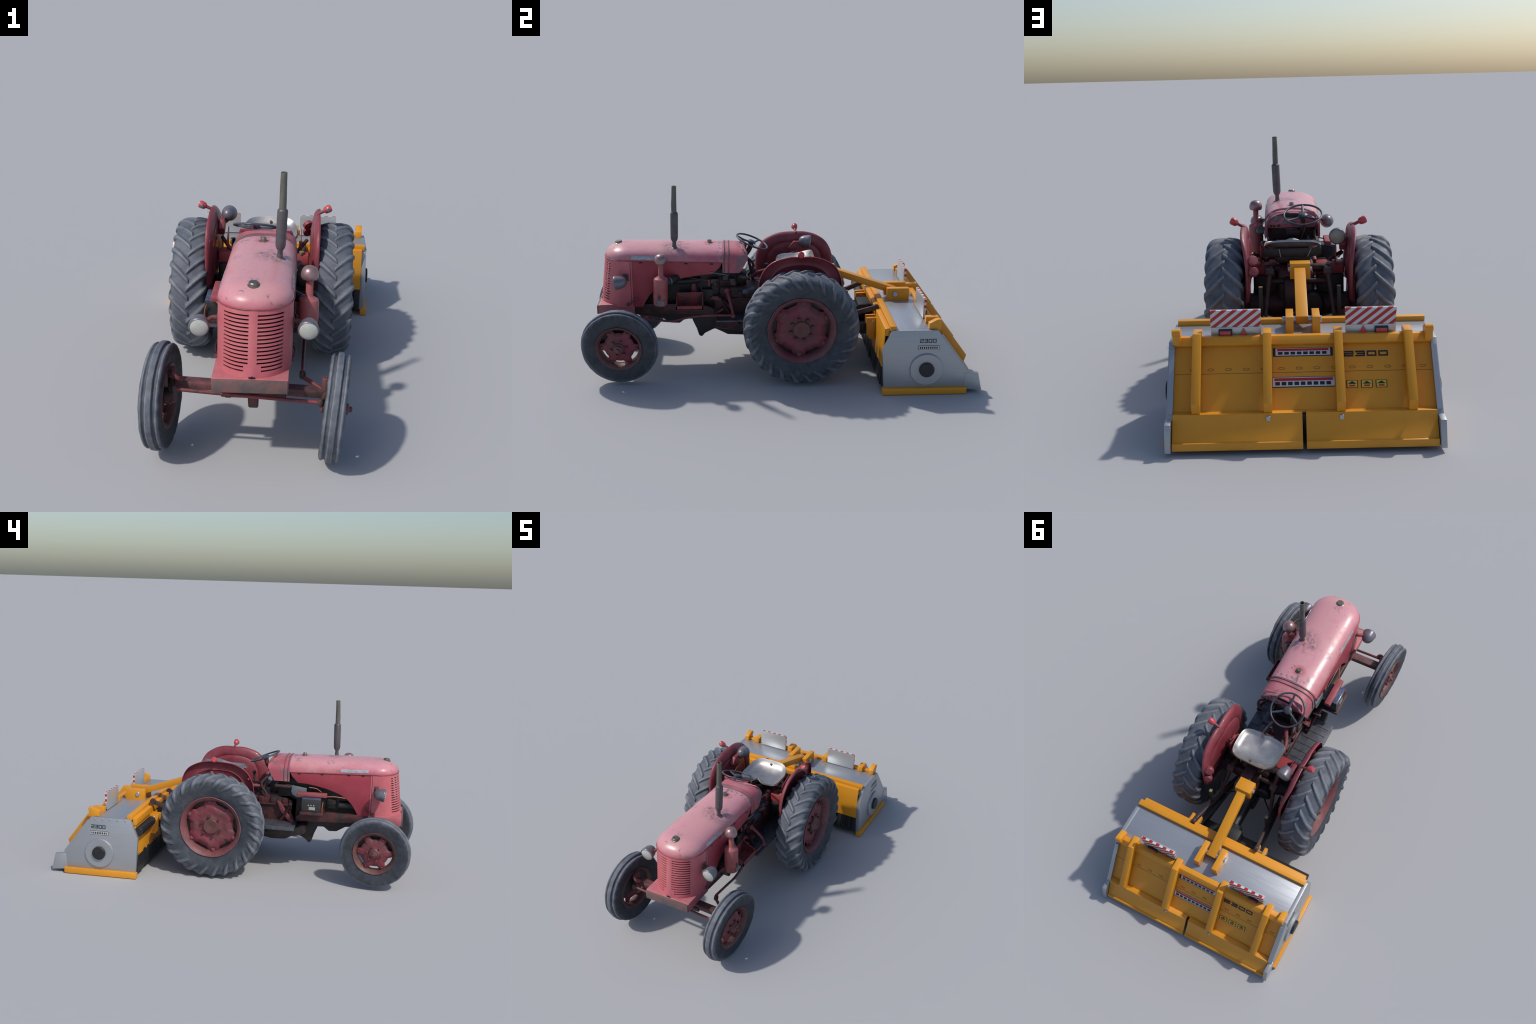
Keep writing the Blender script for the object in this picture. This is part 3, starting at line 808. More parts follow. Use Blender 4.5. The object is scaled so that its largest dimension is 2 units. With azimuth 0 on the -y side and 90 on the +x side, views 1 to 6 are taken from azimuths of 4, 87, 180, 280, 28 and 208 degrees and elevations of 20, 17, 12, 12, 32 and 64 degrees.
# tool tray on the right
bm = bmesh.new()
tx0, tx1, ty0, ty1 = 0.150, 0.232, -0.522, -0.385
add_box(bm, tx0, tx1, ty0, ty1, 0.362, 0.368)
add_box(bm, tx1 - 0.005, tx1, ty0, ty1, 0.364, 0.385)
add_box(bm, tx0, tx0 + 0.005, ty0, ty1, 0.364, 0.432)
prof = [(tx0, 0.364), (tx1, 0.364), (tx1, 0.385), (tx0, 0.432)]
for yy in (ty0, ty1 - 0.005):
    a = [bm.verts.new((x, yy, z)) for x, z in prof]
    b = [bm.verts.new((x, yy + 0.005, z)) for x, z in prof]
    bm.faces.new(a)
    bm.faces.new(b[::-1])
    for i in range(4):
        bm.faces.new((a[i], a[(i + 1) % 4], b[(i + 1) % 4], b[i]))
finish("tool_tray", bm, grimy("tray_paint", (0.26, 0.035, 0.035, 1), (0.05, 0.032, 0.032, 1), 0.38, 0.55, seed=19), tractor)
box("tray_bracket", CX + 0.10, 0.152, -0.50, -0.40, 0.345, 0.362, RAIL, tractor, bev=0.003)

# ---- air cleaner ----------------------------------------------------------
ac = lathe("air_cleaner", [(0.028, 0.0), (0.034, 0.004), (0.0355, 0.012), (0.0365, 0.040), (0.0375, 0.043), (0.0365, 0.046), (0.0365, 0.134), (0.034, 0.142), (0.016, 0.153), (0.0135, 0.158), (0.0135, 0.222), (0.0125, 0.224)], (0.204, -0.602, 0.384), (-0.01, 0.04, 1), AIRCAN, tractor, 28)
lathe("cleaner_cap", [(0.0135, -0.001), (0.028, 0.001), (0.0325, 0.008), (0.0330, 0.018), (0.0300, 0.031), (0.0235, 0.042), (0.013, 0.048), (0, 0.050)], (0.2015, -0.594, 0.604), (0, 0.03, 1), BALL, ac, 28)
box("cleaner_plate", 0.2395, 0.2415, -0.615, -0.580, 0.392, 0.418, GREYCOVER, ac, bev=0.0006)
bm = bmesh.new()
add_prism(bm, [(-0.614, 0.437), (-0.604, 0.452), (-0.594, 0.437), (-0.604, 0.418)], 0.2385, 0.242)
finish("cleaner_badge", bm, LINK, ac)
tube("intake_hose", [(0.195, -0.575, 0.500), (0.175, -0.545, 0.505), (0.150, -0.525, 0.508), (0.125, -0.515, 0.505)], 0.0195, DARK, tractor, 16)
lathe("hose_clamp", [(0.021, 0), (0.021, 0.007)], (0.183, -0.556, 0.5035), (-0.6, 0.75, 0.1), LAMP, tractor, 18)
box("cleaner_bracket", 0.14, 0.185, -0.625, -0.585, 0.40, 0.41, RAIL, tractor, bev=0.002)

# ---- lamps -------------------------------------------------------------------
def lamp_shell(name, pos, aim, r, depth, lens_mat, parent, bumpy=0.0):
    M = Matrix.Translation(pos) @ frame_z(aim)
    bm = bmesh.new()
    add_lathe(bm, [(0, -depth), (r * 0.35, -depth * 0.97), (r * 0.68, -depth * 0.80), (r * 0.90, -depth * 0.50), (r, -depth * 0.12), (r * 1.04, 0), (r * 1.04, depth * 0.10), (r * 0.93, depth * 0.16), (r * 0.9, depth * 0.10)], M, 28, close=False)
    o = finish(name, bm, LAMP, parent, smooth=50)
    bm = bmesh.new()
    add_lathe(bm, [(r * 0.92, depth * 0.11), (r * 0.75, depth * 0.17), (r * 0.45, depth * 0.22), (r * 0.16, depth * 0.24), (0, depth * 0.25)], M, 28)
    finish("lamp_lens", bm, lens_mat, o, smooth=60)
    return o
for s, pos in ((1, (0.203, -0.822, 0.505)), (-1, (-0.172, -0.822, 0.500))):
    h = lamp_shell("headlamp", pos, (-0.04 if s > 0 else 0.02, -1, -0.12), 0.0355, 0.055, LENS, tractor)
    xin = CX + s * 0.129
    tube("lamp_arm", [(xin - s * 0.004, -0.778, 0.517), (xin + s * 0.02, -0.782, 0.518), (pos[0] - s * 0.022, -0.800, 0.512)], 0.0085, AXLE, h, 10)
    box("lamp_foot", xin - 0.004, xin + 0.006, -0.792, -0.764, 0.495, 0.535, AXLE, h, bev=0.003)
# rear work lamp on the left fender
w = lamp_shell("work_lamp", (-0.165, 0.186, 0.604), (0.12, 1, -0.10), 0.034, 0.055, LENSD, tractor)
tube("work_lamp_arm", [(-0.172, 0.165, 0.58), (-0.195, 0.150, 0.565), (-0.214, 0.145, 0.575)], 0.010, FENDER, w, 10)
for s, tp in ((1, (0.276, 0.107, 0.664)), (-1, (-0.282, 0.117, 0.660))):
    base = Vector((s * 0.226, tp[1] + 0.002, 0.636))
    tipv = Vector(tp)
    d = tipv - base
    st = tube("tail_lamp_stalk", [base, base + d * 0.5, tipv - d * 0.2], 0.007, ROD, tractor, 10)
    bm = bmesh.new()
    add_lathe(bm, [(0.007, -0.024), (0.0145, -0.016), (0.0165, 0.004), (0.0125, 0.012), (0, 0.013)], Matrix.Translation(tipv) @ frame_z(d) @ Matrix.Scale(1.05, 4, (0, 1, 0)), 10)
    tl = finish("tail_lamp", bm, TAIL, st, smooth=40)
    lathe("marker_lens", [(0.010, 0), (0.010, 0.003), (0.007, 0.006), (0, 0.007)], tipv + Vector((-0.003 * s, -0.011, -0.003)), (0, -1, 0), LAMP, st, 16)

# ---- fenders ----------------------------------------------------------------
def fender(s):
    yc, zc = 0.109, 0.452
    bm = bmesh.new()
    prof = [(0.0, 0.200), (0.35, 0.202), (0.62, 0.206), (0.70, 0.2085), (0.725, 0.2125), (0.75, 0.2095), (0.84, 0.2125), (0.89, 0.215), (0.93, 0.2185), (0.965, 0.2235), (0.99, 0.2295), (1.0, 0.2355), (0.998, 0.240), (0.988, 0.2425), (0.978, 0.240)]
    rings = []
    n = 56
    for rho, x in prof:
        row = []
        for k in range(n + 1):
            a = radians(-28) + radians(236) * k / n       # from rear-low over the top to front-low
            ca, sa = cos(a), sin(a)
            ry, rz = 0.215, (0.191 if sa > 0 else 0.20)
            e = 2.6
            r = (abs(ca) ** e + abs(sa) ** e) ** (-1 / e)
            yy, zz = yc + ry * r * rho * ca, zc + rz * r * rho * sa
            # pressed seam at mid length
            xx = x - (0.002 if abs(yy - 0.105) < 0.004 and rho > 0.6 else 0)
            # the rear tail of the shell turns inward
            tail = max(0.0, (yy - 0.24) / 0.08)
            xx -= 0.022 * tail ** 1.5 * rho
            xx += wobble((yy * 1.0, zz, s * 3), 16, 0.0025)
            row.append(bm.verts.new((s * xx, yy, zz + wobble((yy, zz, s * 7), 18, 0.0025) * rho)))
        rings.append(row)
    grid_faces(bm, rings)
    bmesh.ops.remove_doubles(bm, verts=bm.verts, dist=0.0006)
    solidify(bm, 0.0035)
    f = finish("fender", bm, FENDER, tractor, smooth=45)
    return f
fR, fL = fender(1), fender(-1)
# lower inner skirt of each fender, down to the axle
for s, f in ((1, fR), (-1, fL)):
    # rear reflector blob at the tail of the shell
    if s > 0:
        lathe("tail_reflector", [(0.020, -0.012), (0.021, 0.002), (0.016, 0.010), (0, 0.013)], (0.186, 0.322, 0.488), (-0.35, 0.9, 0.35), FENDER, f, 16)
        lathe("tail_reflector", [(0.022, -0.014), (0.023, 0.002), (0.018, 0.008), (0, 0.010)], (0.188, 0.300, 0.530), (-0.45, 0.8, 0.5), FENDER, f, 16)
    else:
        lathe("tail_reflector", [(0.008, 0), (0.008, 0.006), (0, 0.008)], (-0.226, -0.072, 0.553), (-0.6, -0.2, 0.3), TAIL, f, 12)
    # stay rod between fender and support
    tube("fender_stay", [(s * 0.188, 0.10, 0.52), (s * 0.155, 0.06, 0.49), (s * 0.13, 0.06, 0.47)], 0.008, RAIL, f, 8)
# torn bracket plate inside the left fender carrying the lamp
prism("lamp_bracket", [(0.075, 0.565), (0.105, 0.60), (0.16, 0.60), (0.175, 0.565), (0.14, 0.535), (0.10, 0.53)], -0.203, -0.178, FENDER, fL, bev=0.003)
for s in (1, -1):
    prism("fender_gusset", [(0.05, 0.465), (0.05, 0.53), (0.13, 0.56), (0.13, 0.465)], s * 0.160, s * 0.164, FENDER, fR if s > 0 else fL, bev=0.001)

# ---- seat -----------------------------------------------------------------
SX, SY = 0.023, 0.098
bm = bmesh.new()
rows = []
NR, NA = 14, 64
def seat_outline(a):
    """plan radius: squarish pan, rounded at the back, two thigh lobes at the front"""
    c, q = cos(a), sin(a)
    e = 5.0
    wx = 0.120 - 0.036 * max(0.0, q) ** 2          # narrower at the back
    r = (abs(c / wx) ** e + abs(q / 0.094) ** e) ** (-1 / e)
    r *= 1 - 0.14 * math.exp(-((a - 1.5 * pi) / 0.16) ** 2)   # pommel notch
    r *= 1 + 0.05 * math.exp(-((a - 1.5 * pi) / 0.75) ** 2)
    return r
for i in range(NR + 1):
    t = i / NR
    row = []
    for k in range(NA):
        a = 2 * pi * k / NA
        r = seat_outline(a) * t
        x, y = r * cos(a), r * sin(a)
        lift = 0.013 * t ** 2 + 0.011 * smoothstep(0.82, 1.0, t) + 0.036 * max(0, y / 0.10) ** 1.8 - 0.008 * max(0, -y / 0.10) ** 2
        # raised pommel between the thigh lobes
        lift += 0.012 * math.exp(-(x / 0.022) ** 2) * max(0, -y / 0.085) ** 3
        row.append(bm.verts.new((SX + x, SY + y, 0.537 + lift + wobble((x, y, 2), 25, 0.0012))))
    rows.append(row)
# rolled lip
lip = []
for k in range(NA):
    a = 2 * pi * k / NA
    r = seat_outline(a) * 1.03
    v = rows[-1][k].co
    lip.append(bm.verts.new((SX + r * cos(a), SY + r * sin(a), v.z - 0.008)))
rows.append(lip)
bmesh.ops.remove_doubles(bm, verts=rows[0], dist=0.0001)
bm.verts.ensure_lookup_table()
centre = [v for v in bm.verts if abs(v.co.x - SX) < 1e-6 and abs(v.co.y - SY) < 1e-6][0]
for k in range(NA):
    bm.faces.new((centre, rows[1][k], rows[1][(k + 1) % NA]))
grid_faces(bm, rows[1:], wrap=True)
solidify(bm, 0.003)
seat = finish("seat", bm, SEATPAN, tractor, smooth=50)
lathe("seat_bolt", [(0.007, 0), (0.007, 0.004), (0.005, 0.006), (0, 0.006)], (SX, SY + 0.078, 0.573), (0, -0.6, 0.6), LINK, seat, 6)
# dark underseat cushion box that hangs behind the pan
bm = bmesh.new()
rows = []
for i in range(2):
    for j in range(1):
        pass
prof = [(-0.122, 0.120), (-0.120, 0.158), (-0.080, 0.168), (0.0, 0.172), (0.080, 0.168), (0.120, 0.158), (0.122, 0.120)]
rows = []
for z, g in ((0.516, 0.96), (0.522, 1.0), (0.546, 1.0), (0.553, 0.985)):
    rows.append([bm.verts.new((SX + x * g, y + (0.004 if g == 1 else 0), z)) for x, y in prof])
grid_faces(bm, rows)
solidify(bm, 0.012)
finish("seat_band", bm, SEATPAD, seat, smooth=40)
bm = bmesh.new()
for x in (-0.062, 0.052):
    add_beam(bm, (SX + x, 0.1785, 0.518), (SX + x + (0.006 if x > 0 else -0.016), 0.1760, 0.552), 0.003, 0.002, up=(0, 1, 0))
finish("seat_strap", bm, PAPER, seat)
box("seat_mount", SX - 0.075, SX + 0.075, 0.06, 0.16, 0.485, 0.527, ENGINE, seat, bev=0.012)
box("seat_spring", SX - 0.02, SX + 0.02, -0.02, 0.08, 0.475, 0.52, ENGINE, seat, bev=0.006)
box("seat_red_block", SX - 0.022, SX + 0.022, -0.035, -0.008, 0.478, 0.50, TAIL if False else ROD, seat, bev=0.004)

# ---- steering wheel ---------------------------------------------------------
hub = Vector((-0.029, -0.128, 0.648))
ax = Vector((0.03, 0.38, 0.925)).normalized()
MS = Matrix.Translation(hub) @ frame_z(ax)
bm = bmesh.new()
RW = 0.0865
add_lathe(bm, [(RW + 0.0048 * cos(t), 0.0048 * sin(t)) for t in [2 * pi * k / 10 for k in range(10)]], MS, 56, loop=True)
sw = finish("steering_wheel", bm, WHEELGRIP, tractor, smooth=60)
bm = bmesh.new()
lo = frame_z(ax).to_3x3().inverted() @ Vector((0, -0.925, 0.38))
a0 = atan2(lo.y, lo.x)
for k in range(3):
    a = a0 + 2 * pi * k / 3
    p0 = MS @ Vector((0.012 * cos(a), 0.012 * sin(a), -0.006))
    p1 = MS @ Vector((RW * cos(a), RW * sin(a), 0))
    pm = MS @ Vector((0.045 * cos(a), 0.045 * sin(a), -0.007))
    add_tube(bm, smooth_path([p0, pm, p1], 4), lambda t: 0.0055 - 0.0015 * t, 8, flat=1.3)
finish("steering_spoke", bm, WHEELGRIP, sw, smooth=50)
lathe("steering_hub", [(0.018, -0.014), (0.021, -0.008), (0.021, 0.000), (0.017, 0.004), (0.008, 0.006), (0, 0.006)], hub, ax, WHEELGRIP, sw, 24)
tube("steering_column", [hub - ax * 0.010, hub - ax * 0.06, Vector((-0.010, -0.215, 0.52)), Vector((0.0, -0.235, 0.46))], 0.0135, RAIL, tractor, 14)

# ---- front axle and steering linkage ---------------------------------------
bm = bmesh.new()
add_beam(bm, (-0.262, -0.800, 0.272), (0.268, -0.800, 0.258), 0.045, 0.030)
bmesh.ops.recalc_face_normals(bm, faces=bm.faces)
bevel(bm, 0.006)
axle = finish("steering_axle", bm, AXLE, tractor, smooth=40)
prism("axle_pivot", [(-0.85, 0.318), (-0.745, 0.318), (-0.745, 0.25), (-0.77, 0.225), (-0.80, 0.188), (-0.812, 0.188), (-0.84, 0.235)], CX - 0.018, CX + 0.018, RAIL, axle, bev=0.006)
prism("axle_cradle", [(-0.83, 0.262), (-0.77, 0.262), (-0.775, 0.232), (-0.825, 0.232)], CX - 0.115, CX + 0.115, RAIL, axle, bev=0.006)
for s in (1, -1):
    prism("axle_lug", [(-0.82, 0.26), (-0.78, 0.26), (-0.79, 0.222), (-0.81, 0.222)], CX + s * 0.09 - 0.012, CX + s * 0.09 + 0.012, RAIL, axle, bev=0.004)
tube("tie_rod", [(-0.262, -0.853, 0.272), (-0.1, -0.853, 0.263), (0.1, -0.853, 0.253), (0.256, -0.853, 0.246)], 0.0068, ROD, tractor, 10)
for s, z in ((1, 0.246), (-1, 0.272)):
    lathe("tie_rod_end", [(0.008, -0.014), (0.012, -0.006), (0.012, 0.006), (0.008, 0.014)], (s * 0.256, -0.853, z), (0, 0, 1), LINK, tractor, 14)
    tube("steering_arm", [(s * 0.256, -0.853, z), (s * 0.268, -0.83, z + 0.01), (s * 0.275, -0.805, z + 0.02)], 0.009, LINK, tractor, 10)
    zc = 0.203 if s > 0 else 0.214
    cyl("kingpin", (s * 0.270, -0.803, zc - 0.02), (s * (0.272), -0.803, zc + 0.115), 0.015, AXLE, tractor, 16)
    cyl("stub_axle", (s * 0.265, -0.803, zc + 0.01), (s * 0.318, -0.803, zc), 0.024, LINK, tractor, 20)
tube("kingpin_arm", [(-0.27, -0.80, 0.315), (-0.262, -0.835, 0.322), (-0.245, -0.845, 0.312), (-0.232, -0.83, 0.30)], 0.0085, ROD, tractor, 10)
ball = Vector((0.189, -0.736, 0.290))
tube("drag_link", [ball + Vector((0, 0, 0.016)), (0.190, -0.63, 0.297), (0.191, -0.545, 0.290), (0.193, -0.47, 0.308), (0.195, -0.38, 0.319), (0.197, -0.232, 0.318)], 0.0065, ROD, tractor, 10, n=4)
tube("drop_arm", [(0.197, -0.232, 0.316), (0.192, -0.238, 0.352), (0.168, -0.250, 0.392), (0.132, -0.264, 0.430)], lambda t: 0.008 + 0.002 * t, ROD, tractor, 10)
lathe("drop_arm_joint", [(0.008, -0.012), (0.013, -0.006), (0.013, 0.006), (0.008, 0.012)], (0.197, -0.232, 0.316), (1, 0, 0.2), ROD, tractor, 14)
lathe("steering_shaft_boss", [(0.016, -0.06), (0.016, 0.012), (0.011, 0.018)], (0.125, -0.265, 0.430), (1, 0, 0), ROD, tractor, 16)
lathe("ball_joint", [(0.006, -0.016), (0.011, -0.010), (0.012, 0), (0.010, 0.012), (0.005, 0.016)], ball, (0, 0.4, 1), LINK, tractor, 14)
tube("track_arm", [ball + Vector((0.002, -0.004, -0.008)), (0.225, -0.765, 0.275), (0.262, -0.80, 0.268)], 0.008, ROD, tractor, 10)

# ---- wheels ---------------------------------------------------------------
def tyre_mesh(name, half_w_, prof, lug=None, nth=384, mat=TYRE, rough=0.0012, seed=0):
    """prof: list of (axial, radius) from the inner bead to the outer bead; lug(th, axial, r, i) gives extra radius"""
    bm = bmesh.new()
    rows = []
    for j in range(nth):
        th = 2 * pi * j / nth
        row = []
        for i, (axl, r) in enumerate(prof):
            a2 = prof[max(i - 1, 0)]
            b2 = prof[min(i + 1, len(prof) - 1)]
            ta, tr = b2[0] - a2[0], b2[1] - a2[1]
            L = math.hypot(ta, tr) or 1
            na, nr = -tr / L, ta / L
            h = lug(th, axl, r, i) if lug else 0.0
            h += noise.noise(Vector((cos(th) * r, sin(th) * r, axl + seed)) * 40) * rough
            row.append(bm.verts.new(((axl + na * h), (r + nr * h) * cos(th), (r + nr * h) * sin(th))))
        rows.append(row)
    rows.append(rows[0])
    grid_faces(bm, rows)
    return bm

def dense(pts, step):
    """resample a polyline through Catmull-Rom for a smooth section"""
    P = smooth_path([(a, b, 0) for a, b in pts], 8)
    out = [P[0]]
    acc = 0
    for a, b in zip(P, P[1:]):
        acc += (b - a).length
        if acc >= step:
            out.append(b)
            acc = 0
    if (out[-1] - P[-1]).length > 1e-6:
        out.append(P[-1])
    return [(p.x, p.y) for p in out]

# rear tyre section (axial 0 = tyre middle, + = outboard)
RHW = 0.0735
rear_prof = dense([(-0.050, 0.160), (-0.060, 0.185), (-0.0705, 0.212), (-0.0745, 0.238), (-0.070, 0.262), (-0.056, 0.2755), (-0.03, 0.2825), (0, 0.2845), (0.03, 0.2825), (0.056, 0.2755), (0.070, 0.262), (0.0745, 0.238), (0.0705, 0.212), (0.060, 0.185), (0.050, 0.160)], 0.0036)
NL = 24
def rear_lug(th, axl, r, i):
    h = 0.0
    # distance along the section from the crown, so that the bars run on down the sidewall
    for side in (1, -1):
        s = axl * side
        reach = s if r > 0.266 else 0.066 + (0.266 - r) * 0.75
        if r <= 0.266 and s < 0:
            continue
        if reach < -0.008 or reach > 0.112:
            continue
        # bars sweep back from the crown to the shoulder; apex leads over the top towards the front
        thc = 0.98 * reach / 0.279
        ph = (th + thc + (0.5 if side < 0 else 0.0) * 2 * pi / NL) % (2 * pi / NL)
        d = (ph - pi / NL) * 0.28
        half = 0.0045 + 0.045 * max(0, reach)
        core = 1 - smoothstep(half, half + 0.008, d) if d > 0 else 1 - smoothstep(half * 0.8, half * 0.8 + 0.013, -d)
        end = smoothstep(-0.008, -0.002, reach) * (1 - smoothstep(0.066, 0.108, reach))
        h = max(h, (0.0088 + 0.02 * max(0, min(reach, 0.07))) * core * end)
    return h

def place(o, M):
    o.data.transform(M)
    o.data.update()

def rear_wheel(s):
    yc, zc = (0.108, 0.2955) if s > 0 else (0.113, 0.2955)
    xc = s * 0.311
    # +x local = outboard
    M = Matrix.Translation((xc, yc, zc)) @ (Matrix.Identity(4) if s > 0 else Matrix.Scale(-1, 4, (1, 0, 0)))
    wheel = empty("drive_wheel", tractor)
    bm = tyre_mesh("t", RHW, rear_prof, rear_lug, nth=720, seed=s * 5)
    bm.transform(M)
    finish("lugged_tyre", bm, TYRE, wheel, smooth=55)
    # rim barrel
    bm = bmesh.new()
    rim = [(0.169, -0.060), (0.171, -0.055), (0.166, -0.050), (0.158, -0.046), (0.150, -0.020), (0.148, 0.006), (0.151, 0.020), (0.158, 0.043), (0.165, 0.049), (0.1715, 0.054), (0.1735, 0.060), (0.170, 0.0625), (0.162, 0.055), (0.153, 0.047), (0.146, 0.026), (0.143, 0.004), (0.145, -0.022), (0.154, -0.054)]
    add_lathe(bm, rim, frame_z((1, 0, 0)), 72, loop=True)
    for v in bm.verts:
        v.co += Vector((0, v.co.y, v.co.z)).normalized() * wobble(v.co + Vector((s, 0, 0)), 22, 0.003)
    bm.transform(M)
    finish("wheel_rim", bm, RIM, wheel, smooth=40)
    # scalloped disc: eight notches leave dark gaps next to the rim
    bm = bmesh.new()
    rows = []
    nth = 128
    for rho, xx in ((0.0, 0.038), (0.25, 0.038), (0.30, 0.036), (0.42, 0.030), (0.52, 0.028), (0.62, 0.032), (0.74, 0.035), (0.86, 0.029), (1.0, 0.018)):
        row = []
        for k in range(nth):
            a = 2 * pi * k / nth
            notch = smoothstep(0.25, 0.75, 0.5 + 0.5 * cos(6 * a + 0.5))
            R = 0.146 - 0.021 * notch
            r = R * rho
            row.append(bm.verts.new((xx, r * cos(a), r * sin(a))))
        rows.append(row)
    grid_faces(bm, rows, wrap=True)
    bmesh.ops.remove_doubles(bm, verts=bm.verts, dist=0.0002)
    solidify(bm, 0.004)
    bm.transform(M)
    disc = finish("wheel_disc", bm, DISC, wheel, smooth=40)
    bm = bmesh.new()
    add_lathe(bm, [(0.043, 0.034), (0.043, 0.043), (0.040, 0.046), (0.012, 0.0455), (0.008, 0.0435), (0, 0.0435)], frame_z((1, 0, 0)), 36)
    bm.transform(M)
    finish("hub_plate", bm, RUSTHUB, wheel, smooth=40)
    bm = bmesh.new()
    add_lathe(bm, [(0.0085, 0.0), (0.0085, 0.009), (0.0065, 0.011), (0, 0.011)], frame_z((1, 0, 0)), 6)
    nut = finish("wheel_nut", bm, LINK, wheel, smooth=30)
    for k in range(8 if s > 0 else 6):
        n_ = 8 if s > 0 else 6
        a = 2 * pi * (k + 0.3) / n_
        MM = M @ Matrix.Translation((0.035, 0.056 * cos(a), 0.056 * sin(a)))
        if k == 0:
            nut.matrix_local = MM
        else:
            copy_at(nut, MM)
    # lugs that clamp the disc to the rim
    bm = bmesh.new()
    add_box(bm, -0.004, 0.008, -0.009, 0.009, -0.010, 0.010)
    add_lathe(bm, [(0.005, 0.006), (0.005, 0.016), (0.003, 0.017)], frame_z((1, 0, 0)), 8)
    bmesh.ops.recalc_face_normals(bm, faces=bm.faces)
    bevel(bm, 0.002)
    cl = finish("rim_clamp", bm, RIM, wheel, smooth=40)
    for k in range(6):
        a = 2 * pi * (k + 0.5) / 6 - 0.5 / 6
        MM = M @ Matrix.Rotation(a, 4, 'X') @ Matrix.Translation((0.022, 0.139, 0))
        if k == 0:
            cl.matrix_local = MM
        else:
            copy_at(cl, MM)
    # brake drum behind, closing the view through the gaps
    bm = bmesh.new()
    add_lathe(bm, [(0.1425, -0.040), (0.1425, 0.002), (0.05, 0.006)], frame_z((1, 0, 0)), 40)
    bm.transform(M)
    finish("brake_drum", bm, DARK, wheel, smooth=40)
    return wheel
rear_wheel(1)
rear_wheel(-1)

front_prof = dense([(-0.028, 0.112), (-0.032, 0.128), (-0.0362, 0.150), (-0.0372, 0.168), (-0.035, 0.181), (-0.031, 0.187), (-0.0255, 0.1885), (-0.021, 0.1845), (-0.014, 0.1845), (-0.010, 0.1935), (-0.004, 0.195), (0.004, 0.195), (0.010, 0.1935), (0.014, 0.1845), (0.021, 0.1845), (0.0255, 0.1885), (0.031, 0.187), (0.035, 0.181), (0.0372, 0.168), (0.0362, 0.150), (0.032, 0.128), (0.028, 0.112)], 0.0022)

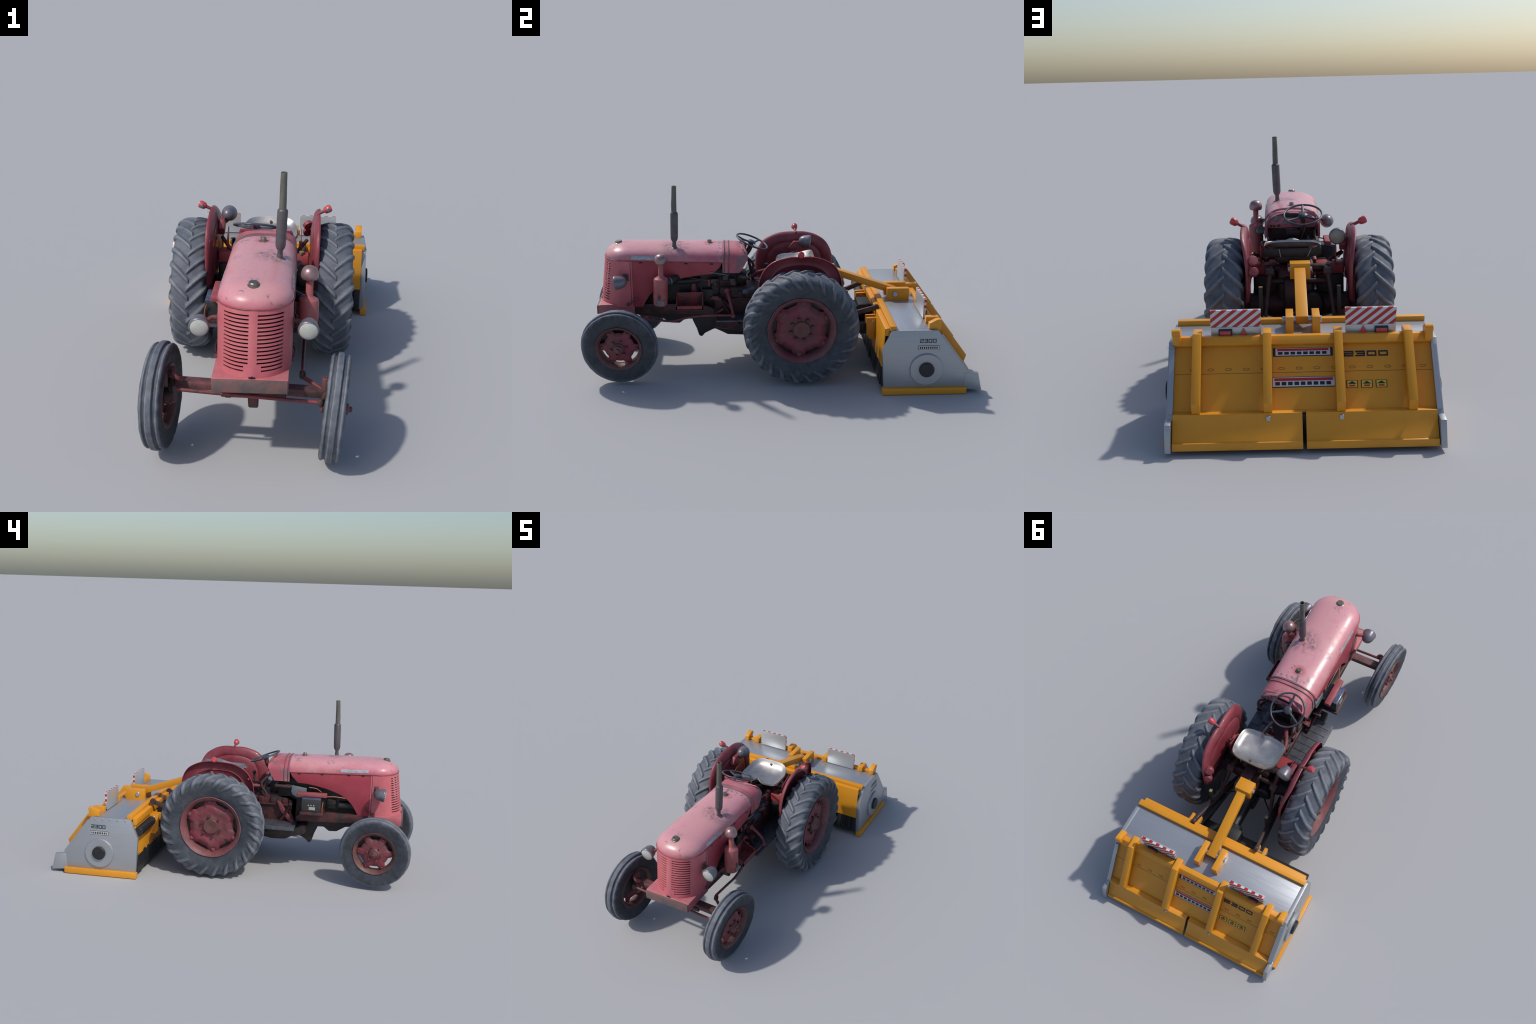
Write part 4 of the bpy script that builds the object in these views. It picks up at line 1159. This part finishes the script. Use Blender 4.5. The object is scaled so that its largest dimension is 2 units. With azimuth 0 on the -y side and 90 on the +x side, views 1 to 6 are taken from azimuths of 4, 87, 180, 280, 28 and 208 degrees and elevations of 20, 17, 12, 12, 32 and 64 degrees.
def front_wheel(s):
    pos = (0.308, -0.805, 0.2045) if s > 0 else (-0.311, -0.797, 0.2135)
    turn = radians(4.6)          # both wheels steered a little towards -x
    lean = radians(3.7 if s > 0 else -1.0)
    M = Matrix.Translation(pos) @ Matrix.Rotation(-turn, 4, 'Z') @ Matrix.Rotation(lean, 4, 'Y')
    if s < 0:
        M = M @ Matrix.Scale(-1, 4, (1, 0, 0))
    wheel = empty("guide_wheel", tractor)
    bm = tyre_mesh("t", 0.0375, front_prof, None, nth=180, rough=0.0016, seed=s * 3)
    bm.transform(M)
    finish("ribbed_tyre", bm, TYRE_F, wheel, smooth=50)
    bm = bmesh.new()
    rim = [(0.117, -0.034), (0.119, -0.030), (0.112, -0.027), (0.102, -0.016), (0.101, 0.012), (0.112, 0.026), (0.118, 0.030), (0.117, 0.035), (0.109, 0.030), (0.099, 0.017), (0.097, 0.0), (0.098, -0.018), (0.108, -0.031)]
    add_lathe(bm, rim, frame_z((1, 0, 0)), 60, loop=True)
    for v in bm.verts:
        v.co += Vector((0, v.co.y, v.co.z)).normalized() * wobble(v.co + Vector((s * 2, 0, 0)), 30, 0.002)
    bm.transform(M)
    finish("wheel_rim", bm, RIMF, wheel, smooth=40)
    # six-lobed disc: open bays between the lobes
    bm = bmesh.new()
    rows = []
    nth = 120
    for rho, xx in ((0.0, 0.030), (0.30, 0.030), (0.36, 0.026), (0.52, 0.021), (0.72, 0.019), (0.88, 0.015), (1.0, 0.008)):
        row = []
        for k in range(nth):
            a = 2 * pi * k / nth + pi / 6
            lobe = smoothstep(0.35, 0.92, 0.5 + 0.5 * cos(6 * a))
            R = 0.077 + 0.023 * lobe
            r = R * rho if rho > 0.6 else 0.077 * rho
            row.append(bm.verts.new((xx, r * cos(a), r * sin(a))))
        rows.append(row)
    grid_faces(bm, rows, wrap=True)
    bmesh.ops.remove_doubles(bm, verts=bm.verts, dist=0.0002)
    solidify(bm, 0.004)
    bm.transform(M)
    disc = finish("wheel_disc", bm, DISC, wheel, smooth=40)
    bm = bmesh.new()
    tip = 0.060 if s > 0 else 0.048
    add_lathe(bm, [(0.030, -0.035), (0.030, 0.028), (0.026, 0.034), (0.022, 0.037), (0.020, tip - 0.014), (0.011, tip - 0.010), (0.009, tip), (0, tip + 0.002)], frame_z((1, 0, 0)), 24)
    bm.transform(M)
    finish("wheel_hub", bm, AXLE, wheel, smooth=40)
    bm = bmesh.new()
    add_lathe(bm, [(0.0065, 0.0), (0.0065, 0.010), (0.0045, 0.012), (0, 0.012)], frame_z((1, 0, 0)), 6)
    nut = finish("wheel_nut", bm, ROD, wheel, smooth=30)
    for k in range(6):
        a = 2 * pi * k / 6 + 0.2
        MM = M @ Matrix.Translation((0.023, 0.040 * cos(a), 0.040 * sin(a)))
        if k == 0:
            nut.matrix_local = MM
        else:
            copy_at(nut, MM)
    bm = bmesh.new()
    add_lathe(bm, [(0.005, -0.002), (0.005, 0.007), (0.0035, 0.0085), (0, 0.0085)], frame_z((1, 0, 0)), 8)
    rv = finish("disc_rivet", bm, ROD, wheel, smooth=30)
    for k in range(6):
        a = 2 * pi * k / 6
        MM = M @ Matrix.Translation((0.014, 0.088 * cos(a), 0.090 * sin(a)))
        if k == 0:
            rv.matrix_local = MM
        else:
            copy_at(rv, MM)
    # weather-darkened back plate covering the upper bays only, as on the original
    bm = bmesh.new()
    rows = []
    for r in (0.03, 0.07, 0.098):
        rows.append([bm.verts.new((-0.018, r * sin(a), r * cos(a))) for a in [radians(-100 + 200 * k / 20) for k in range(21)]])
    grid_faces(bm, rows)
    solidify(bm, 0.003)
    bm.transform(M)
    finish("brake_shield", bm, DARK, wheel, smooth=40)
    return wheel
front_wheel(1)
front_wheel(-1)

# ---- rear linkage -----------------------------------------------------------
for s in (1, -1):
    e = Vector((0.176, 0.508, 0.343)) if s > 0 else Vector((-0.179, 0.502, 0.366))
    prism_bm = bmesh.new()
    add_beam(prism_bm, (s * 0.13, 0.15, 0.225), e, 0.014, 0.026)
    bmesh.ops.recalc_face_normals(prism_bm, faces=prism_bm.faces)
    bevel(prism_bm, 0.003)
    ll = finish("draft_link", prism_bm, LINK, tractor, smooth=40)
    lathe("link_eye", [(0.016, -0.009), (0.018, -0.006), (0.018, 0.006), (0.016, 0.009)], e, (1, 0, 0), LINK, ll, 18)
    tube("lift_rod", [(s * 0.122, 0.206, 0.460), (s * 0.130, 0.237, 0.40), (s * 0.143, 0.292, 0.29)], lambda t: 0.013 - 0.005 * t, LINK, tractor, 12)
    tube("lift_arm", [(s * 0.110, 0.12, 0.455), (s * 0.121, 0.206, 0.462)], 0.014, GEARBOX, tractor, 12, n=1)
    lathe("lift_joint", [(0.016, -0.018), (0.019, -0.012), (0.019, 0.012), (0.016, 0.018)], (s * 0.122, 0.206, 0.458), (1, 0, 0), LINK, tractor, 16)
    tube("check_chain", [(s * 0.03, 0.17, 0.235), (s * 0.09, 0.225, 0.24), (s * 0.14, 0.275, 0.265)], 0.004, LINK, tractor, 8)
tube("lift_cross_shaft", [(-0.135, 0.115, 0.455), (0.145, 0.115, 0.455)], 0.018, GEARBOX, tractor, 16, n=1)
tube("cross_tube", [(-0.13, 0.17, 0.408), (0.14, 0.17, 0.41)], 0.012, GEARBOX, tractor, 14, n=1)
lathe("power_take_off_case", [(0.045, 0), (0.048, 0.01), (0.048, 0.07), (0.04, 0.08)], (-0.058, 0.135, 0.318), (0, 1, 0), DARK, tractor, 26)
box("power_take_off_yoke", -0.032, 0.056, 0.15, 0.272, 0.195, 0.30, ENGINE, tractor, bev=0.014)
box("draw_link_bracket", CX - 0.03, CX + 0.03, 0.14, 0.25, 0.475, 0.50, GEARBOX, tractor, bev=0.006)
box("drawbar_hanger", -0.06, 0.075, 0.14, 0.18, 0.20, 0.26, ENGINE, tractor, bev=0.006)
box("hitch_post_foot", 0.03, 0.055, 0.16, 0.20, 0.235, 0.30, RAIL, tractor, bev=0.004)

# =================================================================== TILLER
tiller = empty("rotary_tiller")
tiller["label"] = "yellow and grey tractor-mounted rotary tiller with warning boards"
tiller["category"] = "farm implement"

side = [(0.538, 0.336), (0.764, 0.335), (0.934, 0.107), (0.913, 0.026), (0.508, 0.026), (0.4945, 0.229)]
for s in (1, -1):
    sp = prism("end_plate", side, s * 0.461, s * 0.483, PLATE, tiller, bev=0.0012)
    # welded strips on the plate's slanted edges
    bm = bmesh.new()
    add_beam(bm, (s * 0.4695, 0.785, 0.313), (s * 0.4695, 0.925, 0.124), 0.018, 0.006, up=(0, 0.8, 0.6))
    finish("plate_edge_strip", bm, PLATE, sp)
    prism("skid", [(0.500, 0.0), (0.921, 0.0), (0.921, 0.033), (0.500, 0.033)], s * 0.468, s * 0.498, YELLOW, tiller, bev=0.0012)
    # bearing flange: a ring and the dark shaft end
    lathe("bearing_flange", [(0.083, 0.0), (0.083, 0.010), (0.081, 0.013), (0.036, 0.013)], (s * 0.482, 0.7155, 0.1315), (s, 0, 0), PLATE, sp, 18, smooth=25)
    lathe("shaft_end", [(0.0375, 0.0), (0.0375, 0.022), (0.035, 0.024)], (s * 0.484, 0.7145, 0.1335), (s, 0, 0), DARK, sp, 16, smooth=25)
    # bolt row
    bm = bmesh.new()
    add_lathe(bm, [(0.0048, 0), (0.0048, 0.0025), (0.0030, 0.0035), (0, 0.0035)], frame_z((1, 0, 0)), 12)
    bolt = finish("plate_bolt", bm, PIN, sp, smooth=30)
    for k in range(5):
        MM = Matrix.Translation((s * 0.483, 0.564 + 0.0441 * k, 0.3262)) @ (Matrix.Rotation(pi if s < 0 else 0, 4, 'Z'))
        if k == 0:
            bolt.matrix_local = MM
        else:
            copy_at(bolt, MM)
    # rear guard bracket
    prism("end_bracket", [(0.915, 0.110), (0.936, 0.110), (0.978, 0.106), (1.0, 0.012), (0.905, 0.020)], s * 0.4635, s * 0.4845, PLATE, tiller, bev=0.0015)

deck = box("deck_plate", -0.462, 0.462, 0.535, 0.757, 0.326, 0.3365, STEEL, tiller, bev=0.0008)
# front beams
prism("box_beam", [(0.5295, 0.330), (0.5295, 0.355), (0.5605, 0.355), (0.5605, 0.330)], -0.474, 0.474, YELLOW, tiller, bev=0.0015)
prism("step_beam", [(0.5065, 0.300), (0.5065, 0.3375), (0.5295, 0.3415), (0.5295, 0.300)], -0.4605, 0.4605, YELLOW, tiller, bev=0.0015)
prism("guard_panel", [(0.5065, 0.3375), (0.5105, 0.3375), (0.5025, 0.137), (0.4965, 0.137)], 0.178, 0.4605, YELLOW, tiller, bev=0.0006)
prism("skirt_plate", [(0.516, 0.300), (0.520, 0.300), (0.505, 0.128), (0.4985, 0.128)], -0.4605, 0.178, YELLOW, tiller, bev=0.0006)
cyl("spare_roller", (-0.4605, 0.4985, 0.262), (-0.215, 0.4985, 0.262), 0.026, ROLLER, tiller, 20)
# lift brackets for the lower links
for s in (1, -1):
    for dx in (-0.02, 0.02):
        prism("lift_bracket", [(0.456, 0.300), (0.512, 0.303), (0.515, 0.185), (0.473, 0.185), (0.458, 0.215)], s * 0.19 + dx - 0.008, s * 0.19 + dx + 0.008, YELLOW, tiller, bev=0.001)
    cyl("link_pin", (s * 0.19 - 0.034, 0.485, 0.285), (s * 0.19 + 0.034, 0.485, 0.285), 0.007, PIN, tiller, 12)
    pst = box("hitch_post", s * 0.159 - 0.008, s * 0.159 + 0.008, 0.346, 0.362, 0.25, 0.431, DARK, tiller, bev=0.001)
    box("hitch_post_cap", s * 0.159 - 0.0078, s * 0.159 + 0.0078, 0.3462, 0.3618, 0.4305, 0.433, BEAD, pst, bev=0.0005)
    beam("hitch_arm", (s * 0.138, 0.19, 0.213), (s * 0.166, 0.478, 0.236), 0.030, 0.044, DARK, tiller)

# gearbox and drive shaft
gb = box("drive_gearbox", -0.062, 0.062, 0.436, 0.506, 0.235, 0.316, DARK, tiller, bev=0.003)
box("gearbox_flange", -0.045, 0.045, 0.41, 0.437, 0.245, 0.30, DARK, gb, bev=0.003)
cyl("drive_shaft", (0.0, 0.16, 0.282), (0.0, 0.415, 0.275), 0.030, DARK, tiller, 18)
box("gearbox_foot", -0.16, 0.16, 0.430, 0.506, 0.190, 0.228, DARK, gb, bev=0.002)

# rubber flap curtain below the front plate
bm = bmesh.new()
add_box(bm, -0.0150, 0.0150, -0.003, 0.003, -0.055, 0.055)
bmesh.ops.recalc_face_normals(bm, faces=bm.faces)
bevel(bm, 0.001)
flap = finish("rubber_flap", bm, STRIP, tiller, smooth=35)
for k in range(28):
    x = -0.446 + k * 0.0330
    MM = Matrix.Translation((x, 0.5035 + random.uniform(-0.002, 0.002), 0.084 + random.uniform(-0.003, 0.003))) @ Matrix.Rotation(radians(random.uniform(-3, 3)), 4, 'X') @ Matrix.Rotation(radians(random.uniform(-1.5, 1.5)), 4, 'Y') @ Matrix.Rotation(radians(random.uniform(-5, 5)), 4, 'Z')
    if k == 0:
        flap.matrix_local = MM
    else:
        copy_at(flap, MM)
# dark rotor inside the housing
rt = cyl("tine_rotor", (-0.459, 0.72, 0.135), (0.459, 0.72, 0.135), 0.045, DARK, tiller, 20)
bm = bmesh.new()
add_prism(bm, [(-0.012, 0.03), (0.012, 0.03), (0.016, 0.085), (0.035, 0.105), (0.028, 0.112), (-0.004, 0.095)], -0.004, 0.004)
tine = finish("tine", bm, DARK, rt)
for k in range(30):
    MM = Matrix.Translation((-0.43 + 0.0297 * k, 0.72, 0.135)) @ Matrix.Rotation(k * 2.2, 4, 'X')
    if k == 0:
        tine.matrix_local = MM
    else:
        copy_at(tine, MM)

# back panel (slanted) in its own frame: s runs down the slope, n points out
A = Vector((0, 0.756, 0.3285))
B = Vector((0, 0.908, 0.1165))
SD = (B - A).normalized()
ND = Vector((0, -SD.z, SD.y))
if ND.y < 0:
    ND = -ND
def slope_pt(x, s, n):
    p = A + SD * s + ND * n
    return Vector((x, p.y, p.z))
def slope_prism(bm, poly, n0, n1):
    """polygon in (x, s) raised from n0 to n1 above the back panel"""
    a = [bm.verts.new(slope_pt(x, s, n0)) for x, s in poly]
    b = [bm.verts.new(slope_pt(x, s, n1)) for x, s in poly]
    k = len(poly)
    bm.faces.new(a)
    bm.faces.new(b[::-1])
    for i in range(k):
        bm.faces.new((a[i], a[(i + 1) % k], b[(i + 1) % k], b[i]))
def rect(x0, x1, s0, s1):
    return [(x0, s0), (x1, s0), (x1, s1), (x0, s1)]
bm = bmesh.new()
slope_prism(bm, rect(-0.4605, 0.4605, -0.004, 0.262), -0.006, 0.0)
back = finish("sloped_panel", bm, YELLOW, tiller)
prism("ridge_beam", [(0.738, 0.3365), (0.738, 0.351), (0.762, 0.351), (0.781, 0.327), (0.768, 0.317), (0.755, 0.3365)], -0.4605, 0.4605, YELLOW, tiller, bev=0.0012)
for xr in (0.379, 0.1275, -0.1275, -0.378):
    prism("stiffening_rib", [(0.721, 0.3375), (0.721, 0.3705), (0.785, 0.3705), (0.938, 0.163), (0.926, 0.122), (0.913, 0.124), (0.764, 0.333)], xr - 0.0152, xr + 0.0152, YELLOW, tiller, bev=0.0012)
# corner hooks with a round knuckle
for s in (1, -1):
    hk = prism("hook", [(0.722, 0.3365), (0.722, 0.366), (0.758, 0.384), (0.772, 0.386), (0.782, 0.376), (0.780, 0.330), (0.760, 0.330), (0.748, 0.3365)], s * 0.440, s * 0.4675, YELLOW, tiller, bev=0.001)
    cyl("hook_knuckle", (s * 0.4385, 0.773, 0.3725), (s * 0.469, 0.773, 0.3725), 0.0135, YELLOW, hk, 18)

# lower rear flaps, hinged, in two leaves
for x0, x1 in ((0.0085, 0.4605), (-0.4605, -0.0045)):
    bm = bmesh.new()
    add_prism(bm, [(0.905, 0.124), (0.931, 0.124), (0.934, 0.112), (0.975, 0.040), (0.986, 0.040), (0.988, 0.014), (0.968, 0.014), (0.966, 0.034), (0.925, 0.108), (0.905, 0.114)], x0, x1)
    bmesh.ops.recalc_face_normals(bm, faces=bm.faces)
    bevel(bm, 0.001)
    finish("tail_flap", bm, YELLOW, tiller, smooth=35)
for xr in (0.1265, -0.1285):
    box("flap_stop", xr - 0.007, xr + 0.007, 0.925, 0.942, 0.100, 0.116, PIN, tiller, bev=0.0008)
box("gap_seal", -0.004, 0.008, 0.92, 0.93, 0.03, 0.115, BLACK, tiller, bev=0)

# decals on the back panel ------------------------------------------------------
H = 0.0012
def digits(add, text, x0, w, gap, h, t):
    """techno numerals from straight strokes; add(u0, u1, v0, v1) with v downwards"""
    u = x0
    for ch in text:
        top, midd, bot = (0, t), (h / 2 - t / 2, h / 2 + t / 2), (h - t, h)
        if ch == '2':
            bars = [(0, w) + top, (0, w) + midd, (0, w) + bot, (w - t, w, t, h / 2 - t / 2), (0, t, h / 2 + t / 2, h - t)]
        elif ch == '3':
            bars = [(0, w) + top, (w * 0.15, w) + midd, (0, w) + bot, (w - t, w, t, h / 2 - t / 2), (w - t, w, h / 2 + t / 2, h - t)]
        else:
            bars = [(0, w) + top, (0, w) + bot, (0, t, t, h - t), (w - t, w, t, h - t)]
        for a, b, c, d in bars:
            add(u + a, u + b, c, d)
        u += w + gap
bm = bmesh.new()
digits(lambda a, b, c, d: slope_prism(bm, rect(-a, -b, 0.0425 + c, 0.0425 + d), -0.001, H), "2300", 0.147, 0.0345, 0.0068, 0.0205, 0.0052)
finish("model_number", bm, INK, back)
def bar_label(x0, x1, s0, s1, frame, n):
    """label with red stripe and a row of black boxes (x0 > x1)"""
    bk = bmesh.new()
    slope_prism(bk, rect(x0, x1, s0, s1), -0.001, H)
    o = finish("decal_border", bk, INK, back)
    wb = bmesh.new()
    slope_prism(wb, rect(x0 - frame, x1 + frame, s0 + 0.0018, s1 - 0.003), -0.001, H + 0.0006)
    finish("decal_ground", wb, WHITE, back)
    rb = bmesh.new()
    hgt = s1 - s0
    slope_prism(rb, rect(x0 - frame - 0.006, x1 + frame + 0.006, s0 + 0.12 * hgt, s0 + 0.38 * hgt), -0.001, H + 0.0012)
    finish("decal_red_bar", rb, RED, back)
    kb = bmesh.new()
    L = (x0 - frame) - (x1 + frame) - 0.016
    for k in range(n):
        a = x0 - frame - 0.009 - L * k / n
        slope_prism(kb, rect(a, a - L / n * 0.72, s0 + 0.48 * hgt, s0 + 0.80 * hgt), -0.001, H + 0.0012)
    finish("decal_block", kb, INK, back, kind="stuff")
bar_label(0.1075, -0.1075, 0.026, 0.058, 0.009, 8)
bar_label(0.1110, -0.1110, 0.134, 0.172, 0.001, 9)
for k in range(3):
    x0 = -0.151 - 0.0518 * k
    bm = bmesh.new()
    slope_prism(bm, rect(x0, x0 - 0.041, 0.151, 0.1785), -0.001, H)
    o = finish("warning_sign", bm, INK, back)
    bm = bmesh.new()
    slope_prism(bm, rect(x0 - 0.003, x0 - 0.038, 0.1525, 0.1770), -0.001, H + 0.0006)
    finish("sign_ground", bm, SIGNYEL, back)
    bm = bmesh.new()
    slope_prism(bm, [(x0 - 0.0055, 0.1645), (x0 - 0.0205, 0.1545), (x0 - 0.0355, 0.1645)], -0.001, H + 0.0012)
    finish("sign_triangle", bm, INK, back)
    bm = bmesh.new()
    slope_prism(bm, rect(x0 - 0.010, x0 - 0.031, 0.1680, 0.1738), -0.001, H + 0.0012)
    finish("sign_bar", bm, RED, back)
# seam line and bolt rings
bm = bmesh.new()
slope_prism(bm, rect(0.4595, -0.4595, 0.1163, 0.1175), -0.001, 0.0006)
finish("panel_seam_line", bm, SEAM, back)
bm = bmesh.new()
for k in range(15):
    xc = 0.457 - 0.0632 * k
    if abs(xc) > 0.447:
        continue
    N = 20
    for i in range(N):
        a, b = 2 * pi * i / N, 2 * pi * (i + 1) / N
        q = [(xc + rx * cos(t), 0.102 + ry * sin(t)) for t, rx, ry in ((a, 0.0120, 0.0048), (b, 0.0120, 0.0048), (b, 0.0102, 0.0036), (a, 0.0102, 0.0036))]
        slope_prism(bm, q, -0.001, 0.0007)
finish("bolt_ring", bm, SEAM, back, kind="stuff")

# side plate decals ------------------------------------------------------------
for s in (1, -1):
    bm = bmesh.new()
    def put(bm, y0, y1, z0, z1, lift):
        add_box(bm, min(s * 0.4825, s * (0.483 + lift)), max(s * 0.4825, s * (0.483 + lift)), min(y0, y1), max(y0, y1), z0, z1)
    if s > 0:
        U = lambda u: 0.676 + u
    else:
        U = lambda u: 0.762 - u
    digits(lambda a, b, c, d: put(bm, U(a), U(b), 0.2915 - d, 0.2915 - c, 0.0009), "2300", 0.0, 0.0180, 0.0033, 0.0205, 0.0036)
    sn = finish("plate_number", bm, INK, tiller)
    bm = bmesh.new()
    put(bm, U(-0.008), U(0.098), 0.2340, 0.2565, 0.0008)
    finish("decal_border", bm, INK, sn)
    bm = bmesh.new()
    put(bm, U(-0.0055), U(0.0955), 0.2362, 0.2543, 0.0014)
    finish("decal_ground", bm, WHITE, sn)
    bm = bmesh.new()
    for k in range(9):
        put(bm, U(0.0005 + k * 0.0103), U(0.0070 + k * 0.0103), 0.2395, 0.2510, 0.0020)
    finish("decal_block", bm, INK, sn, kind="stuff")

# warning boards ------------------------------------------------------------------
def clip_poly(poly, x0, x1, z0, z1):
    def cut(p, inside, cross):
        out = []
        for i in range(len(p)):
            a, b = p[i], p[(i + 1) % len(p)]
            if inside(a):
                out.append(a)
                if not inside(b):
                    out.append(cross(a, b))
            elif inside(b):
                out.append(cross(a, b))
        return out
    def xat(v):
        return lambda a, b: (v, a[1] + (b[1] - a[1]) * (v - a[0]) / (b[0] - a[0]))
    def zat(v):
        return lambda a, b: (a[0] + (b[0] - a[0]) * (v - a[1]) / (b[1] - a[1]), v)
    for inside, cross in ((lambda p: p[0] >= x0 - 1e-9, xat(x0)), (lambda p: p[0] <= x1 + 1e-9, xat(x1)), (lambda p: p[1] >= z0 - 1e-9, zat(z0)), (lambda p: p[1] <= z1 + 1e-9, zat(z1))):
        if len(poly) < 3:
            return []
        poly = cut(poly, inside, cross)
    return poly
for s in (1, -1):
    x0, x1 = (0.1495, 0.333) if s > 0 else (-0.3415, -0.158)
    bd = box("warning_board", x0, x1, 0.7200, 0.7235, 0.340, 0.4425, BOARDM, tiller, bev=0.0006)
    box("board_foot", x0 + 0.001, x1 - 0.001, 0.7235, 0.7335, 0.345, 0.3785, BOARDM, bd, bev=0.0006)
    za, zb = 0.3795, 0.4415
    period, slant = 0.0385, 0.080
    for colour in (0, 1):
        bm = bmesh.new()
        for k in range(-4, 12):
            # stripes rise towards -x, as read from behind
            u = x1 + 0.02 - (k + 0.5 * colour) * period
            poly = [(u, za), (u - period / 2, za), (u - period / 2 - slant, zb), (u - slant, zb)]
            p = clip_poly(poly, x0, x1, za, zb)
            if len(p) < 3:
                continue
            a = [bm.verts.new((x, 0.7235, z)) for x, z in p]
            b = [bm.verts.new((x, 0.7345, z)) for x, z in p]
            bm.faces.new(a)
            bm.faces.new(b[::-1])
            for i in range(len(p)):
                bm.faces.new((a[i], a[(i + 1) % len(p)], b[(i + 1) % len(p)], b[i]))
        finish("board_stripe", bm, RED if colour else WHITE, bd)
    xr = 0.2795 if s > 0 else -0.288
    xt = 0.2135 if s > 0 else -0.222
    lb = box("signal_light_case", xr - 0.0245, xr + 0.0245, 0.7335, 0.745, 0.349, 0.3725, INK, bd, bev=0.001)
    box("signal_light", xr - 0.020, xr + 0.020, 0.7445, 0.7475, 0.352, 0.3675, TAIL, bd, bev=0.001)
    bm = bmesh.new()
    tri = [(xt - 0.0165, 0.347), (xt + 0.0165, 0.347), (xt, 0.3765)]
    a = [bm.verts.new((x, 0.7335, z)) for x, z in tri]
    b = [bm.verts.new((x, 0.7405, z)) for x, z in tri]
    bm.faces.new(a)
    bm.faces.new(b[::-1])
    for i in range(3):
        bm.faces.new((a[i], a[(i + 1) % 3], b[(i + 1) % 3], b[i]))
    finish("triangle_reflector", bm, TAIL, bd)

# top link -----------------------------------------------------------------------
TX = -0.004
for x0, x1 in ((TX + 0.035, TX + 0.0635), (TX - 0.0635, TX - 0.035)):
    box("clevis_plate", x0, x1, 0.588, 0.706, 0.336, 0.4035, YELLOW, tiller, bev=0.0012)
cyl("clevis_pin", (TX - 0.072, 0.630, 0.374), (TX + 0.076, 0.630, 0.374), 0.0125, PIN, tiller, 12)
beam("draw_link", (TX + 0.002, 0.28, 0.497), (TX + 0.002, 0.643, 0.373), 0.046, 0.034, YELLOW, tiller)
box("draw_link_head", TX - 0.042, TX + 0.042, 0.248, 0.312, 0.452, 0.5165, YELLOW, tiller, bev=0.0012)
cyl("head_pin", (TX - 0.050, 0.282, 0.486), (TX + 0.050, 0.282, 0.486), 0.0105, PIN, tiller, 12)
